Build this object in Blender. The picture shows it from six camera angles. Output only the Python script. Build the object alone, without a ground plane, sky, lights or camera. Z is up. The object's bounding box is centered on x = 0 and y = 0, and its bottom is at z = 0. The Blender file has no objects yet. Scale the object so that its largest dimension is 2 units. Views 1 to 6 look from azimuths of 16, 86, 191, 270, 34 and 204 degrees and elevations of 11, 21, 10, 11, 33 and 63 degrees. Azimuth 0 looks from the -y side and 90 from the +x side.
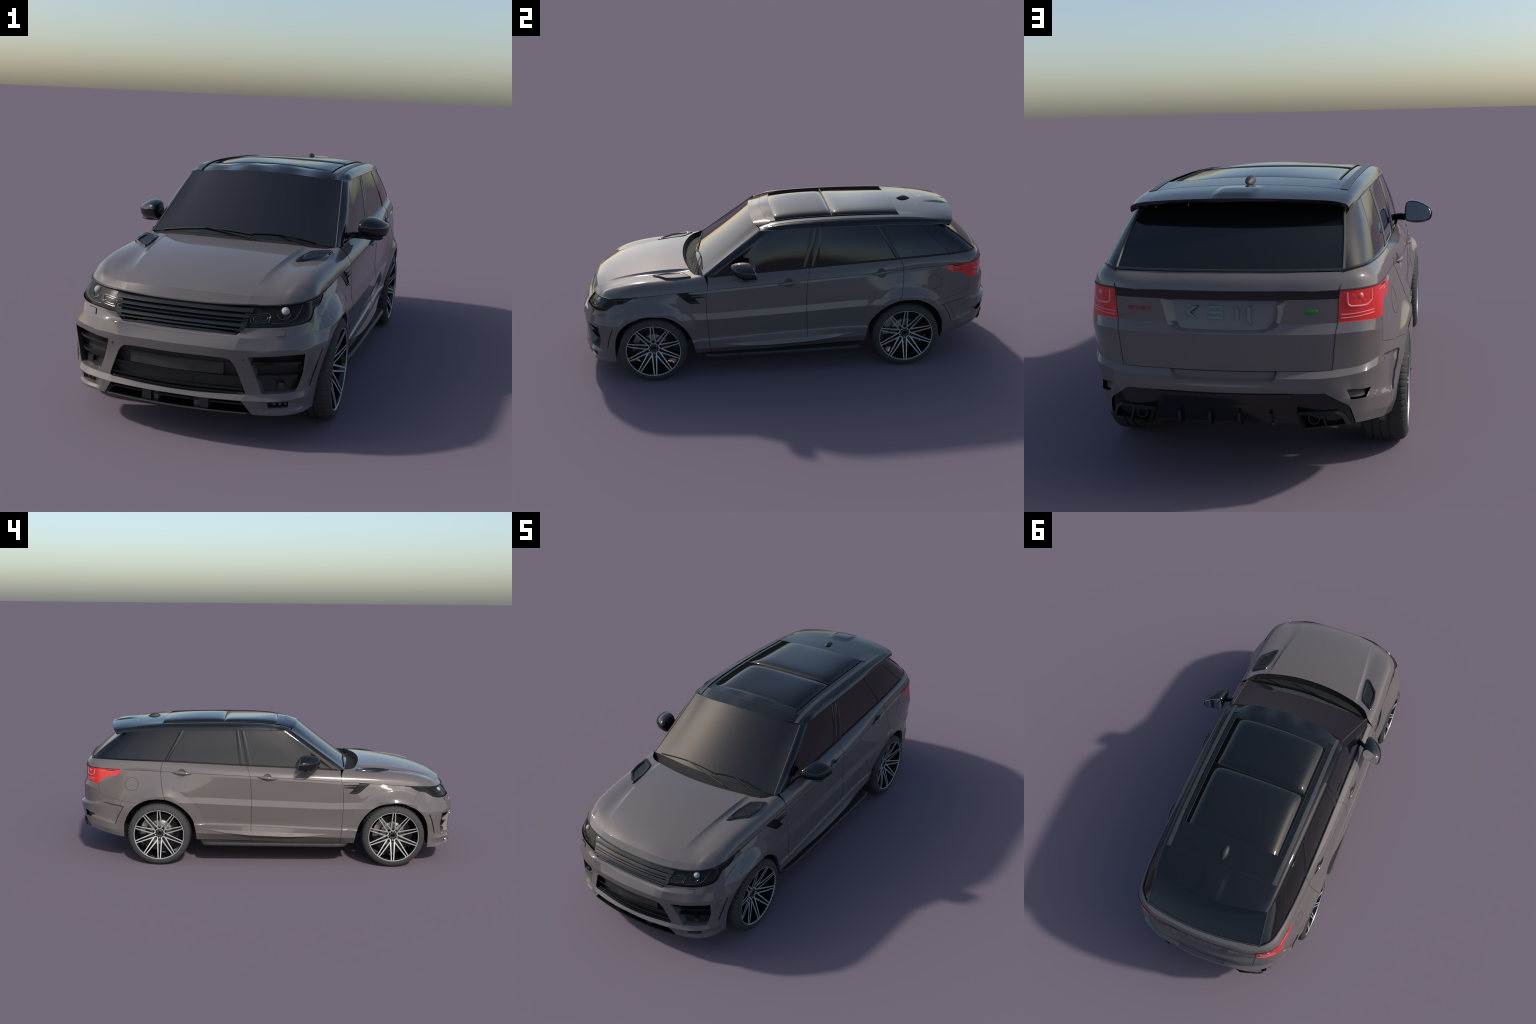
import bpy, bmesh, math
import numpy as np
from mathutils import Vector, Matrix
from mathutils.bvhtree import BVHTree

rng = np.random.default_rng(7)

# ------------------------------------------------------------------ materials
def material(name, color, rough=0.4, metallic=0.0, coat=0.0, spec=0.5, noise=0.0, nscale=40.0,
             bump=0.0, bscale=200.0, pattern=None, color2=None, pscale=90.0):
    m = bpy.data.materials.new(name)
    m.use_nodes = True
    nt = m.node_tree
    N, L = nt.nodes, nt.links
    b = N["Principled BSDF"]
    b.inputs["Roughness"].default_value = rough
    b.inputs["Metallic"].default_value = metallic
    b.inputs["Coat Weight"].default_value = coat
    b.inputs["Coat Roughness"].default_value = 0.02
    b.inputs["Specular IOR Level"].default_value = spec
    tc = N.new("ShaderNodeTexCoord")
    c1 = tuple(color) + (1,)
    if pattern is None:
        nz = N.new("ShaderNodeTexNoise"); nz.inputs["Scale"].default_value = nscale
        nz.inputs["Detail"].default_value = 3
        L.new(tc.outputs["Object"], nz.inputs["Vector"])
        cr = N.new("ShaderNodeValToRGB")
        lo = tuple(max(0, c * (1 - noise)) for c in color) + (1,)
        hi = tuple(c * (1 + noise) for c in color) + (1,)
        cr.color_ramp.elements[0].position = 0.35; cr.color_ramp.elements[0].color = lo
        cr.color_ramp.elements[1].position = 0.65; cr.color_ramp.elements[1].color = hi
        L.new(nz.outputs["Fac"], cr.inputs["Fac"])
        L.new(cr.outputs["Color"], b.inputs["Base Color"])
        if bump > 0:
            n2 = N.new("ShaderNodeTexNoise"); n2.inputs["Scale"].default_value = bscale
            L.new(tc.outputs["Object"], n2.inputs["Vector"])
            bp = N.new("ShaderNodeBump"); bp.inputs["Strength"].default_value = bump
            bp.inputs["Distance"].default_value = 0.001
            L.new(n2.outputs["Fac"], bp.inputs["Height"]); L.new(bp.outputs["Normal"], b.inputs["Normal"])
    else:                                   # honeycomb lattice on (x, z)
        mp = N.new("ShaderNodeMapping"); mp.inputs["Rotation"].default_value = (math.radians(90), 0, 0)
        mp.inputs["Scale"].default_value = (1, 1, 1)
        L.new(tc.outputs["Object"], mp.inputs["Vector"])
        br = N.new("ShaderNodeTexBrick")
        br.inputs["Scale"].default_value = pscale
        br.inputs["Color1"].default_value = tuple(color2) + (1,)
        br.inputs["Color2"].default_value = tuple(c * 0.7 for c in color2) + (1,)
        br.inputs["Mortar"].default_value = c1
        br.inputs["Mortar Size"].default_value = 0.09
        br.inputs["Brick Width"].default_value = 0.8
        br.inputs["Row Height"].default_value = 0.42
        L.new(mp.outputs["Vector"], br.inputs["Vector"])
        L.new(br.outputs["Color"], b.inputs["Base Color"])
        bp = N.new("ShaderNodeBump"); bp.inputs["Strength"].default_value = 0.6
        bp.inputs["Distance"].default_value = 0.002
        L.new(br.outputs["Fac"], bp.inputs["Height"]); L.new(bp.outputs["Normal"], b.inputs["Normal"])
    return m

PAINT = material("taupe_grey_paint", (0.113, 0.098, 0.097), rough=0.07, noise=0.015, nscale=400)
BLACK = material("gloss_black_paint", (0.006, 0.007, 0.008), rough=0.03, noise=0.05)
GLASS = material("tinted_glass", (0.006, 0.006, 0.007), rough=0.02, noise=0.03)
MATT = material("matt_black_plastic", (0.022, 0.022, 0.022), rough=0.55, noise=0.15, bump=0.15, bscale=900)
RAILM = material("roof_rail_trim", (0.035, 0.035, 0.036), rough=0.4, noise=0.2, nscale=60)
DARK = material("cavity_black", (0.004, 0.004, 0.004), rough=0.8)
SEAM = material("seam_black", (0.006, 0.006, 0.006), rough=0.6)
MESH = material("honeycomb_black", (0.022, 0.021, 0.022), rough=0.4, pattern=1, color2=(0.004, 0.004, 0.004), pscale=75)
VMESH = material("vent_mesh_black", (0.010, 0.010, 0.011), rough=0.45, spec=0.3, bump=0.5, bscale=900)
RUBBER = material("tyre_rubber", (0.038, 0.038, 0.038), rough=0.75, noise=0.12, nscale=150, spec=0.3)
SILVER = material("machined_silver", (0.40, 0.40, 0.40), rough=0.38, metallic=0.35, noise=0.04)
RIMBLK = material("rim_black", (0.004, 0.004, 0.005), rough=0.08)
STEEL = material("brake_steel", (0.30, 0.27, 0.25), rough=0.4, metallic=0.5, noise=0.1)
DISC = material("brake_disc_dark", (0.018, 0.017, 0.018), rough=0.35, metallic=0.3)
LAMPRED = material("lamp_red", (0.52, 0.028, 0.030), rough=0.12, noise=0.05)
LAMPPALE = material("lamp_pale_red", (0.70, 0.17, 0.17), rough=0.2)
LAMPDARK = material("headlamp_dark", (0.010, 0.010, 0.0095), rough=0.10, spec=0.16, noise=0.3, nscale=80)
LAMPRING = material("headlamp_ring", (0.06, 0.06, 0.06), rough=0.2, metallic=0.4)
LAMPBALL = material("headlamp_bulb", (0.30, 0.30, 0.31), rough=0.6, spec=0.2)
GREEN = material("badge_green", (0.015, 0.16, 0.02), rough=0.25, noise=0.08)
REDTXT = material("lettering_red", (0.30, 0.012, 0.014), rough=0.3)
GREYTXT = material("lettering_grey", (0.10, 0.11, 0.125), rough=0.2)
MIRROR = material("mirror_silver", (0.90, 0.93, 0.97), rough=0.02, metallic=1.0)  # base lightened so the lens matches the brightness of reflected sky
CHROME = material("exhaust_chrome", (0.07, 0.07, 0.075), rough=0.12, metallic=1.0)
COWLM = material("cowl_plastic", (0.016, 0.016, 0.016), rough=0.75, spec=0.15, noise=0.15)
DARKP = material("wiper_black", (0.005, 0.005, 0.005), rough=0.45, spec=0.2)
PIPE = material("trim_line_grey", (0.09, 0.09, 0.09), rough=0.3)

# ------------------------------------------------------------------ scene tree
ROOT = bpy.data.objects.new("sport_utility_vehicle", None)
bpy.context.collection.objects.link(ROOT)
ROOT["label"] = "taupe grey luxury SUV with gloss black roof and large wheels"
ROOT["category"] = "car"

def add_mesh(name, V, F, mat, parent=None, angle=28.0, stuff=False, outward=None):
    me = bpy.data.meshes.new(name)
    me.from_pydata([tuple(map(float, v)) for v in V], [], [tuple(map(int, f)) for f in F])
    me.validate()
    if outward is not None:
        bm = bmesh.new(); bm.from_mesh(me)
        c = Vector(outward); s = 0.0
        for f in bm.faces:
            s += f.calc_area() * f.normal.dot(f.calc_center_median() - c)
        if s < 0: bmesh.ops.reverse_faces(bm, faces=bm.faces[:])
        bm.to_mesh(me); bm.free()
    me.materials.append(mat)
    if angle is None:
        me.shade_flat()
    else:
        me.shade_smooth(); me.set_sharp_from_angle(angle=math.radians(angle))
    ob = bpy.data.objects.new(name, me)
    bpy.context.collection.objects.link(ob)
    ob.parent = parent or ROOT
    if stuff: ob["kind"] = "stuff"
    return ob

def mir(V): return np.asarray(V, float) * np.array([-1, 1, 1.0])
def flip(F): return [tuple(f)[::-1] for f in F]

def add_pair(name, V, F, mat, parents=(None, None), **k):
    out = dict(k)
    o = k.pop("outward", None)
    a = add_mesh(name, V, F, mat, parents[0], outward=o, **k)
    o2 = None if o is None else (-o[0], o[1], o[2])
    b = add_mesh(name, mir(V), flip(F), mat, parents[1], outward=o2, **k)
    return a, b

def add_sym(name, V, F, mat, parent=None, **k):
    """half mesh (x >= 0) joined with its mirror image"""
    V = np.asarray(V, float); n = len(V)
    V = V.copy(); V[np.abs(V[:, 0]) < 2e-4, 0] = 0
    W = np.vstack([V, mir(V)]); G = [tuple(f) for f in F] + [tuple(i + n for i in f)[::-1] for f in F]
    idx = {}; m = np.zeros(len(W), int); U = []
    for i, p in enumerate(W):
        key = (round(p[0], 5), round(p[1], 5), round(p[2], 5))
        if abs(p[0]) < 1e-9:
            if key not in idx: idx[key] = len(U); U.append(p)
            m[i] = idx[key]
        else:
            m[i] = len(U); U.append(p)
    G = [tuple(m[list(f)]) for f in G]
    return add_mesh(name, U, G, mat, parent, **k)

class Geo:
    def __init__(s): s.V = []; s.F = []
    def add(s, V, F):
        n = len(s.V); s.V += [tuple(v) for v in V]; s.F += [tuple(i + n for i in f) for f in F]; return s
    def both(s, V, F):
        s.add(V, F); s.add(mir(V), flip(F)); return s

# ------------------------------------------------------------------ small solids
def frames(P, closed=False):
    P = np.asarray(P, float); n = len(P)
    T = np.roll(P, -1, 0) - np.roll(P, 1, 0)
    if not closed: T[0] = P[1] - P[0]; T[-1] = P[-1] - P[-2]
    T /= np.linalg.norm(T, axis=1)[:, None] + 1e-12
    return P, T

def tube(P, r, sides=6, closed=False, up=(0.3, 0.2, 1), flat=1.0):
    P, T = frames(P, closed); up = np.array(up, float); V = []; F = []; n = len(P)
    for p, t in zip(P, T):
        a = np.cross(t, up); a /= np.linalg.norm(a) + 1e-12; b = np.cross(a, t)
        for k in range(sides):
            th = 2 * math.pi * k / sides
            V.append(p + a * r * math.cos(th) + b * r * flat * math.sin(th))
    m = n if closed else n - 1
    for i in range(m):
        for k in range(sides):
            j = (i + 1) % n
            F.append((i * sides + k, i * sides + (k + 1) % sides, j * sides + (k + 1) % sides, j * sides + k))
    if not closed:
        F.append(tuple(range(sides))[::-1]); F.append(tuple((n - 1) * sides + k for k in range(sides)))
    return V, F

def loft(rings, cap=True):
    V = []; F = []; k = len(rings[0])
    for r in rings: V += [tuple(p) for p in r]
    for i in range(len(rings) - 1):
        for j in range(k):
            a = i * k + j; b = i * k + (j + 1) % k
            F.append((a, b, b + k, a + k))
    if cap:
        F.append(tuple(range(k))[::-1]); F.append(tuple((len(rings) - 1) * k + j for j in range(k)))
    return V, F

def box(c, s):
    x, y, z = c; a, b, d = s[0] / 2, s[1] / 2, s[2] / 2
    V = [(x - a, y - b, z - d), (x + a, y - b, z - d), (x + a, y + b, z - d), (x - a, y + b, z - d),
         (x - a, y - b, z + d), (x + a, y - b, z + d), (x + a, y + b, z + d), (x - a, y + b, z + d)]
    return V, [(0, 3, 2, 1), (4, 5, 6, 7), (0, 1, 5, 4), (1, 2, 6, 5), (2, 3, 7, 6), (3, 0, 4, 7)]

def prism(A, B):
    """solid between two matching polygons"""
    return loft([A, B])

def lathe_x(prof, n, mod=None):
    """profile (x, r) turned about the x axis"""
    V = []; F = []; k = len(prof)
    for i in range(n):
        th = 2 * math.pi * i / n
        for j, (x, r) in enumerate(prof):
            rr = r if mod is None else r + mod(j, i, th)
            V.append((x, rr * math.sin(th), rr * math.cos(th)))
    for i in range(n):
        for j in range(k - 1):
            a = i * k + j; b = ((i + 1) % n) * k + j
            F.append((a, a + 1, b + 1, b))
    return V, F

def sphere(c, r, n=16, m=10, sq=(1, 1, 1)):
    V = []; F = []
    for i in range(m + 1):
        ph = math.pi * i / m
        for j in range(n):
            th = 2 * math.pi * j / n
            V.append((c[0] + sq[0] * r * math.sin(ph) * math.cos(th), c[1] + sq[1] * r * math.sin(ph) * math.sin(th),
                      c[2] + sq[2] * r * math.cos(ph)))
    for i in range(m):
        for j in range(n):
            a = i * n + j; b = i * n + (j + 1) % n
            F.append((a, a + n, b + n, b))
    return V, F

# ------------------------------------------------------------------ spline surfaces
def slopes(P, u, br):
    n = len(P); L = np.zeros_like(P); R = np.zeros_like(P)
    B = sorted(set([0, n - 1] + [b for b in br if 0 < b < n - 1]))
    d = (P[1:] - P[:-1]) / (u[1:] - u[:-1]).reshape((-1,) + (1,) * (P.ndim - 1))
    for s, e in zip(B[:-1], B[1:]):
        if e - s == 1:
            R[s] = d[s]; L[e] = d[s]; continue
        m = {}
        for i in range(s + 1, e):
            h0 = u[i] - u[i - 1]; h1 = u[i + 1] - u[i]
            m[i] = (d[i - 1] * h1 + d[i] * h0) / (h0 + h1)
        m[s] = 1.5 * d[s] - 0.5 * m[s + 1]; m[e] = 1.5 * d[e - 1] - 0.5 * m[e - 1]
        for i in range(s, e + 1):
            if i < e: R[i] = m[i]
            if i > s: L[i] = m[i]
    return L, R

def resample(P, br, step, lo=0, hi=None, sampbr=None):
    """interpolate control array P (n, ...) along axis 0"""
    P = np.asarray(P, float); n = len(P); hi = n - 1 if hi is None else hi
    Q = P.reshape(n, -1, 3)
    ln = np.maximum(np.linalg.norm(Q[1:] - Q[:-1], axis=2).mean(1), 1e-4)
    u = np.concatenate([[0], np.cumsum(ln)])
    L, R = slopes(P, u, br); out = []; br = br if sampbr is None else sampbr
    for i in range(lo, hi):
        h = u[i + 1] - u[i]; k = max(2, int(math.ceil(h / step)))
        ss = list(np.arange(k) / k)
        if i in br: ss = sorted(set(ss + [0.04]))
        if (i + 1) in br: ss = sorted(set(ss + [0.96]))
        for s in ss:
            out.append((2 * s**3 - 3 * s**2 + 1) * P[i] + (s**3 - 2 * s**2 + s) * h * R[i]
                       + (3 * s**2 - 2 * s**3) * P[i + 1] + (s**3 - s**2) * h * L[i + 1])
    out.append(P[hi].copy())
    return np.array(out)

def surface(net, rbr=(), cbr=(), step=0.01, ghost0=False, ghost1=False, rstep=None, sampbr=None):
    """net [row][col] -> grid; ghost columns mirror the net at x = 0 so the skin is smooth across the centre"""
    N = np.array(net, float)
    lo, hi = 0, N.shape[1] - 1
    cb = list(cbr)
    if ghost0:
        N = np.concatenate([N[:, 1:2] * np.array([-1, 1, 1.0]), N], 1); lo = 1; hi += 1; cb = [c + 1 for c in cb]
    if ghost1:
        N = np.concatenate([N, N[:, -2:-1] * np.array([-1, 1, 1.0])], 1)
    A = resample(np.swapaxes(N, 0, 1), cb, step, lo, hi)      # cols first
    A = resample(np.swapaxes(A, 0, 1), list(rbr), rstep or step, sampbr=sampbr)
    return A

def grid_mesh(G):
    R, C = G.shape[:2]; V = G.reshape(-1, 3)
    F = [(r * C + c, r * C + c + 1, (r + 1) * C + c + 1, (r + 1) * C + c) for r in range(R - 1) for c in range(C - 1)]
    return V, F

# ------------------------------------------------------------------ cutting outlines into a skin
AX = {"x": (1, 2), "y": (0, 2), "z": (0, 1)}

def inside(poly, a, b):
    c = False; n = len(poly); j = n - 1
    for i in range(n):
        xi, yi = poly[i]; xj, yj = poly[j]
        if (yi > b) != (yj > b) and a < (xj - xi) * (b - yi) / (yj - yi) + xi: c = not c
        j = i
    return c

class Skin:
    def __init__(s, G):
        V, F = grid_mesh(G); s.bm = bmesh.new()
        vs = [s.bm.verts.new(v) for v in V]
        for f in F:
            try: s.bm.faces.new([vs[i] for i in f])
            except ValueError: pass
        bmesh.ops.remove_doubles(s.bm, verts=s.bm.verts[:], dist=2e-5)
        s.lay = s.bm.faces.layers.int.new("part"); s.names = ["_"]
    def cut(s, poly, ax, closed=True, cond=None):
        i, j = AX[ax]; n = len(poly)
        for k in range(n if closed else n - 1):
            p, q = poly[k], poly[(k + 1) % n]
            a0, a1 = sorted((p[0], q[0])); b0, b1 = sorted((p[1], q[1]))
            fs = []
            for f in s.bm.faces:
                co = [v.co for v in f.verts]
                if max(c[i] for c in co) < a0 - 1e-4 or min(c[i] for c in co) > a1 + 1e-4: continue
                if max(c[j] for c in co) < b0 - 1e-4 or min(c[j] for c in co) > b1 + 1e-4: continue
                if cond and not cond(f.calc_center_median()): continue
                fs.append(f)
            if not fs: continue
            geom = set(fs)
            for f in fs: geom.update(f.edges); geom.update(f.verts)
            no = Vector((0, 0, 0)); no[i] = -(q[1] - p[1]); no[j] = q[0] - p[0]
            if no.length < 1e-9: continue
            co = Vector((0, 0, 0)); co[i] = p[0]; co[j] = p[1]
            bmesh.ops.bisect_plane(s.bm, geom=list(geom), plane_co=co, plane_no=no.normalized(), dist=1e-6)
    def assign(s, name, poly=None, ax=None, cond=None, only=None):
        if name not in s.names: s.names.append(name)
        pid = s.names.index(name)
        for f in s.bm.faces:
            if only is not None and s.names[f[s.lay]] not in only: continue
            c = f.calc_center_median()
            if cond and not cond(c): continue
            if poly is not None:
                i, j = AX[ax]
                if not inside(poly, c[i], c[j]): continue
            f[s.lay] = pid
    def region(s, name, poly, ax, cond=None, only=None):
        s.cut(poly, ax, True, cond); s.assign(name, poly, ax, cond, only)
    def parts(s):
        out = {}
        for pid, nm in enumerate(s.names):
            idx = {}; V = []; F = []
            for f in s.bm.faces:
                if f[s.lay] != pid: continue
                t = []
                for v in f.verts:
                    if v not in idx: idx[v] = len(V); V.append(tuple(v.co))
                    t.append(idx[v])
                F.append(tuple(t))
            if F: out[nm] = (np.array(V), F)
        return out

# ================================================================== BODY CONTROL NETS  (right half, x >= 0)
# lower body: columns run from the nose centre round the side to the tail centre, rows from the bottom edge to the waist line
def col(y, prof): return [(x, y, z) for x, z in prof]
LOW = [
 [(0,-.985,.100),(0,-1.0,.1415),(0,-.992,.152),(0,-.993,.205),(0,-.9970,.2615),(0,-.9985,.288),(0,-.9775,.3124),(0,-.9666,.3223),(0,-.9610,.358),(0,-.9347,.3967)],
 [(.11,-.982,.100),(.1,-.9965,.1416),(.1,-.985,.152),(.1,-.985,.205),(.1,-.9920,.2618),(.1,-.9940,.288),(.095,-.9755,.3136),(.095,-.9645,.3229),(.095,-.9585,.358),(.1,-.932,.398)],
 [(.2326,-.962,.0984),(.1995,-.9808,.1412),(.2076,-.968,.157),(.195,-.972,.205),(.168,-.982,.2605),(.174,-.9850,.285),(.1866,-.974,.3190),(.180,-.9605,.3262),(.1975,-.9500,.354),(.2,-.9175,.4015)],
 [(.262,-.950,.096),(.25,-.962,.140),(.25,-.952,.155),(.255,-.945,.205),(.25,-.962,.271),(.25,-.961,.287),(.25,-.949,.3185),(.25,-.939,.338),(.25,-.927,.366),(.25,-.899,.402)],
 [(.316,-.925,.096),(.31,-.936,.142),(.31,-.925,.157),(.315,-.918,.205),(.315,-.929,.275),(.315,-.932,.2895),(.315,-.918,.322),(.315,-.905,.345),(.315,-.892,.372),(.305,-.866,.4055)],
 [(.352,-.883,.0965),(.355,-.890,.145),(.352,-.886,.160),(.355,-.885,.205),(.3585,-.8955,.2755),(.36,-.89,.2905),(.355,-.872,.325),(.3535,-.862,.35),(.349,-.85,.38),(.3375,-.831,.410)],
 [(.371,-.826,.0976),(.375,-.832,.147),(.377,-.834,.165),(.383,-.832,.21),(.389,-.828,.276),(.390,-.822,.291),(.380,-.815,.325),(.368,-.806,.355),(.356,-.80,.387),(.3505,-.80,.4133)],
 col(-.757, [(.38,.10),(.39,.15),(.393,.17),(.398,.215),(.403,.275),(.404,.295),(.400,.328),(.384,.362),(.3655,.395),(.3595,.415)]),
 col(-.645, [(.39,.105),(.40,.15),(.402,.175),(.406,.22),(.410,.28),(.412,.31),(.412,.342),(.399,.367),(.377,.405),(.368,.421)]),
 col(-.53, [(.378,.108),(.392,.15),(.398,.18),(.400,.22),(.401,.27),(.400,.305),(.395,.335),(.389,.365),(.3775,.415),(.3725,.4295)]),
 col(-.45, [(.363,.1127),(.390,.148),(.397,.187),(.392,.202),(.395,.26),(.398,.302),(.3905,.333),(.3865,.375),(.3805,.4235),(.377,.4345)]),
 col(-.375, [(.359,.1105),(.394,.150),(.397,.1878),(.391,.200),(.394,.26),(.399,.30),(.3915,.331),(.389,.375),(.3838,.4285),(.3808,.4395)]),
 col(-.15, [(.369,.117),(.402,.156),(.397,.195),(.390,.207),(.395,.26),(.402,.306),(.394,.337),(.393,.385),(.3912,.4425),(.388,.4535)]),
 col(.08, [(.372,.1243),(.4035,.163),(.396,.2035),(.389,.215),(.397,.265),(.4045,.3143),(.3965,.345),(.3965,.40),(.3948,.455),(.3918,.466)]),
 col(.33, [(.366,.126),(.392,.165),(.398,.21),(.393,.222),(.400,.275),(.4085,.325),(.4005,.355),(.399,.405),(.3908,.465),(.3876,.476)]),
 col(.44, [(.37,.127),(.395,.17),(.403,.21),(.405,.23),(.411,.285),(.415,.33),(.411,.357),(.404,.40),(.3855,.469),(.3795,.480)]),
 col(.555, [(.385,.13),(.402,.17),(.408,.21),(.412,.24),(.416,.29),(.418,.33),(.418,.362),(.403,.40),(.378,.472),(.372,.483)]),
 col(.66, [(.385,.137),(.40,.17),(.405,.21),(.408,.245),(.409,.285),(.408,.315),(.404,.345),(.391,.39),(.372,.476),(.366,.487)]),
 [(.3755,.742,.1406),(.386,.75,.175),(.388,.75,.212),(.390,.745,.25),(.394,.74,.285),(.3935,.735,.304),(.387,.74,.335),(.379,.74,.39),(.3690,.74,.478),(.363,.7415,.489)],
 [(.357,.815,.152),(.370,.82,.18),(.373,.82,.213),(.372,.82,.25),(.371,.82,.285),(.371,.82,.308),(.3685,.82,.335),(.3685,.82,.388),(.3655,.82,.435),(.357,.82,.4915)],
 [(.333,.8714,.164),(.341,.875,.19),(.343,.878,.215),(.347,.881,.25),(.349,.881,.285),(.353,.877,.305),(.352,.870,.322),(.3580,.875,.390),(.3565,.871,.4185),(.346,.873,.4935)],
 [(.305,.915,.172),(.312,.918,.195),(.314,.923,.215),(.319,.929,.25),(.319,.929,.285),(.321,.929,.301),(.317,.917,.313),(.3210,.9235,.396),(.319,.913,.4185),(.3135,.913,.494)],
 [(.265,.948,.178),(.268,.954,.20),(.268,.958,.22),(.266,.963,.255),(.264,.966,.285),(.262,.968,.298),(.255,.953,.310),(.26,.9545,.3963),(.2646,.9400,.4185),(.2693,.9370,.4938)],
 [(.13,.955,.175),(.13,.965,.20),(.13,.975,.225),(.13,.99,.262),(.13,.992,.285),(.13,.992,.297),(.13,.9765,.3105),(.13,.979,.397),(.134,.9654,.4185),(.13,.962,.4936)],
 [(0,.955,.175),(0,.968,.20),(0,.98,.225),(0,.999,.262),(0,1.0,.285),(0,1.0,.297),(0,.984,.3107),(0,.987,.397),(0,.973,.4185),(0,.969,.4936)],
]
LOWN = np.swapaxes(np.array(LOW, float), 0, 1)
def low_grid(rb): return surface(LOWN, rbr=rb, cbr=(2,), step=0.0075, ghost0=True, ghost1=True, sampbr=(1, 2, 5, 6, 7, 8))
def ramp(v, a, b):
    t = np.clip((v - a) / (b - a), 0, 1); return t * t * (3 - 2 * t)
_f, _s, _r = low_grid((1, 2, 5, 6)), low_grid((1, 2, 5, 6, 8)), low_grid((1, 2, 5, 6, 7, 8))
wf = 1 - ramp(_s[..., 1:2], -.86, -.78); wr = ramp(_s[..., 1:2], .78, .86)
G_LOW = _f * wf + _s * (1 - wf - wr) + _r * wr
# raised flat band around the wheel openings
ARCH_R = [(.7363,.10),(.7363,.145),(.7339,.2092),(.7205,.247),(.7015,.2801),(.679,.305),(.6551,.3223),(.630,.335),(.6028,.3445),(.5606,.3492),(.5185,.3469),(.489,.337),(.4604,.3225),(.4335,.304),(.4088,.2796),(.390,.254),(.3766,.2262),(.3675,.18),(.3641,.1351),(.362,.10)]
ARCH_F = [(-.4477,.08),(-.4477,.123),(-.454,.168),(-.4646,.2077),(-.478,.238),(-.4952,.2651),(-.517,.289),(-.5424,.309),(-.565,.321),(-.5902,.3295),(-.6513,.3384),(-.675,.3365),(-.6969,.3322),(-.7531,.3078),(-.775,.291),(-.7937,.2714),(-.809,.245),(-.819,.2179),(-.8262,.1708),(-.8259,.08)]
def flare(G):
    yz = G[..., 1:].reshape(-1, 2); d = np.full(len(yz), 9.0)
    for A in (ARCH_R, ARCH_F):
        A = np.array(A)
        for p, q in zip(A[:-1], A[1:]):
            e = q - p; t = np.clip(((yz - p) @ e) / (e @ e), 0, 1); d = np.minimum(d, np.hypot(*(yz - p - t[:, None] * e).T))
    w = np.where(d < .020, 1.0, np.clip((.062 - d) / .042, 0, 1)**1.6)
    w *= np.clip((yz[:, 1] - .17) / .10, 0, 1) * (G[..., 0].reshape(-1) > .34)
    G = G.copy(); G[..., 0] += (.0055 * w - .0015 * (w > 0)).reshape(G.shape[:2]); return G
G_LOW = flare(G_LOW)
def clip01(v): return np.clip(v, 0, 1)
def sculpt(G):
    """sunken side panel with a ledge behind the rear wheel; sunken fog lamp shelf above the front lip"""
    G = G.copy(); x, y, z = G[..., 0], G[..., 1], G[..., 2]
    zl = np.interp(y, [.74, .78, .858, .908, .942, .97], [.2000, .2085, .2253, .2355, .2392, .2400])
    ys = np.interp(z, [.20, .2589, .3035], [.7830, .7600, .7335])
    zt = np.interp(y, [.7335, .8393, .90], [.3035, .3190, .3200])
    fade = 1 - ramp(y, .79, .87) * ramp(z, .25, .30)
    d = .0075 * clip01((z - zl) / .009) * clip01((y - ys) / .006) * clip01((zt - z) / .005) * fade * ramp(x, .275, .300) * (y > .72)
    k = ramp(y, .80, .93)
    G[..., 0] -= d * (1 - .6 * k); G[..., 1] -= d * .9 * k
    f = .0075 * clip01((z - .1035) / .006) * clip01((.1385 - z) / .005) * ramp(x, .236, .262) * (1 - ramp(y, -.87, -.835)) * (y < -.8)
    G[..., 1] += f * .9; G[..., 0] -= f * .3
    return G
G_LOW = sculpt(G_LOW)

# shoulder between the waist line and the glass line (door tops, rear quarter, upper tailgate)
BELT = [(.342,-.372,.4905),(.3475,-.15,.5025),(.350,.08,.5115),(.3515,.33,.523),(.3515,.44,.5285),(.351,.545,.532),(.347,.65,.535),
        (.341,.735,.5365),(.331,.81,.538),(.316,.865,.5385),(.295,.892,.537),(.2755,.9068,.5335),(.13,.932,.5345),(0,.9398,.5353)]
W = LOWN[-1][11:]
MIDS = []
for (a, b) in zip(W, BELT):
    m = (a + np.array(b)) / 2; o = np.array([m[0], 0 if m[1] < .8 else (m[1] - .80) * 3, 0]); o /= np.linalg.norm(o)
    MIDS.append(m + o * .0055 + np.array([0, 0, .003]))
G_SHO = surface([list(W), MIDS, BELT], cbr=(), step=0.0095, ghost1=True, rstep=.006)

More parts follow.
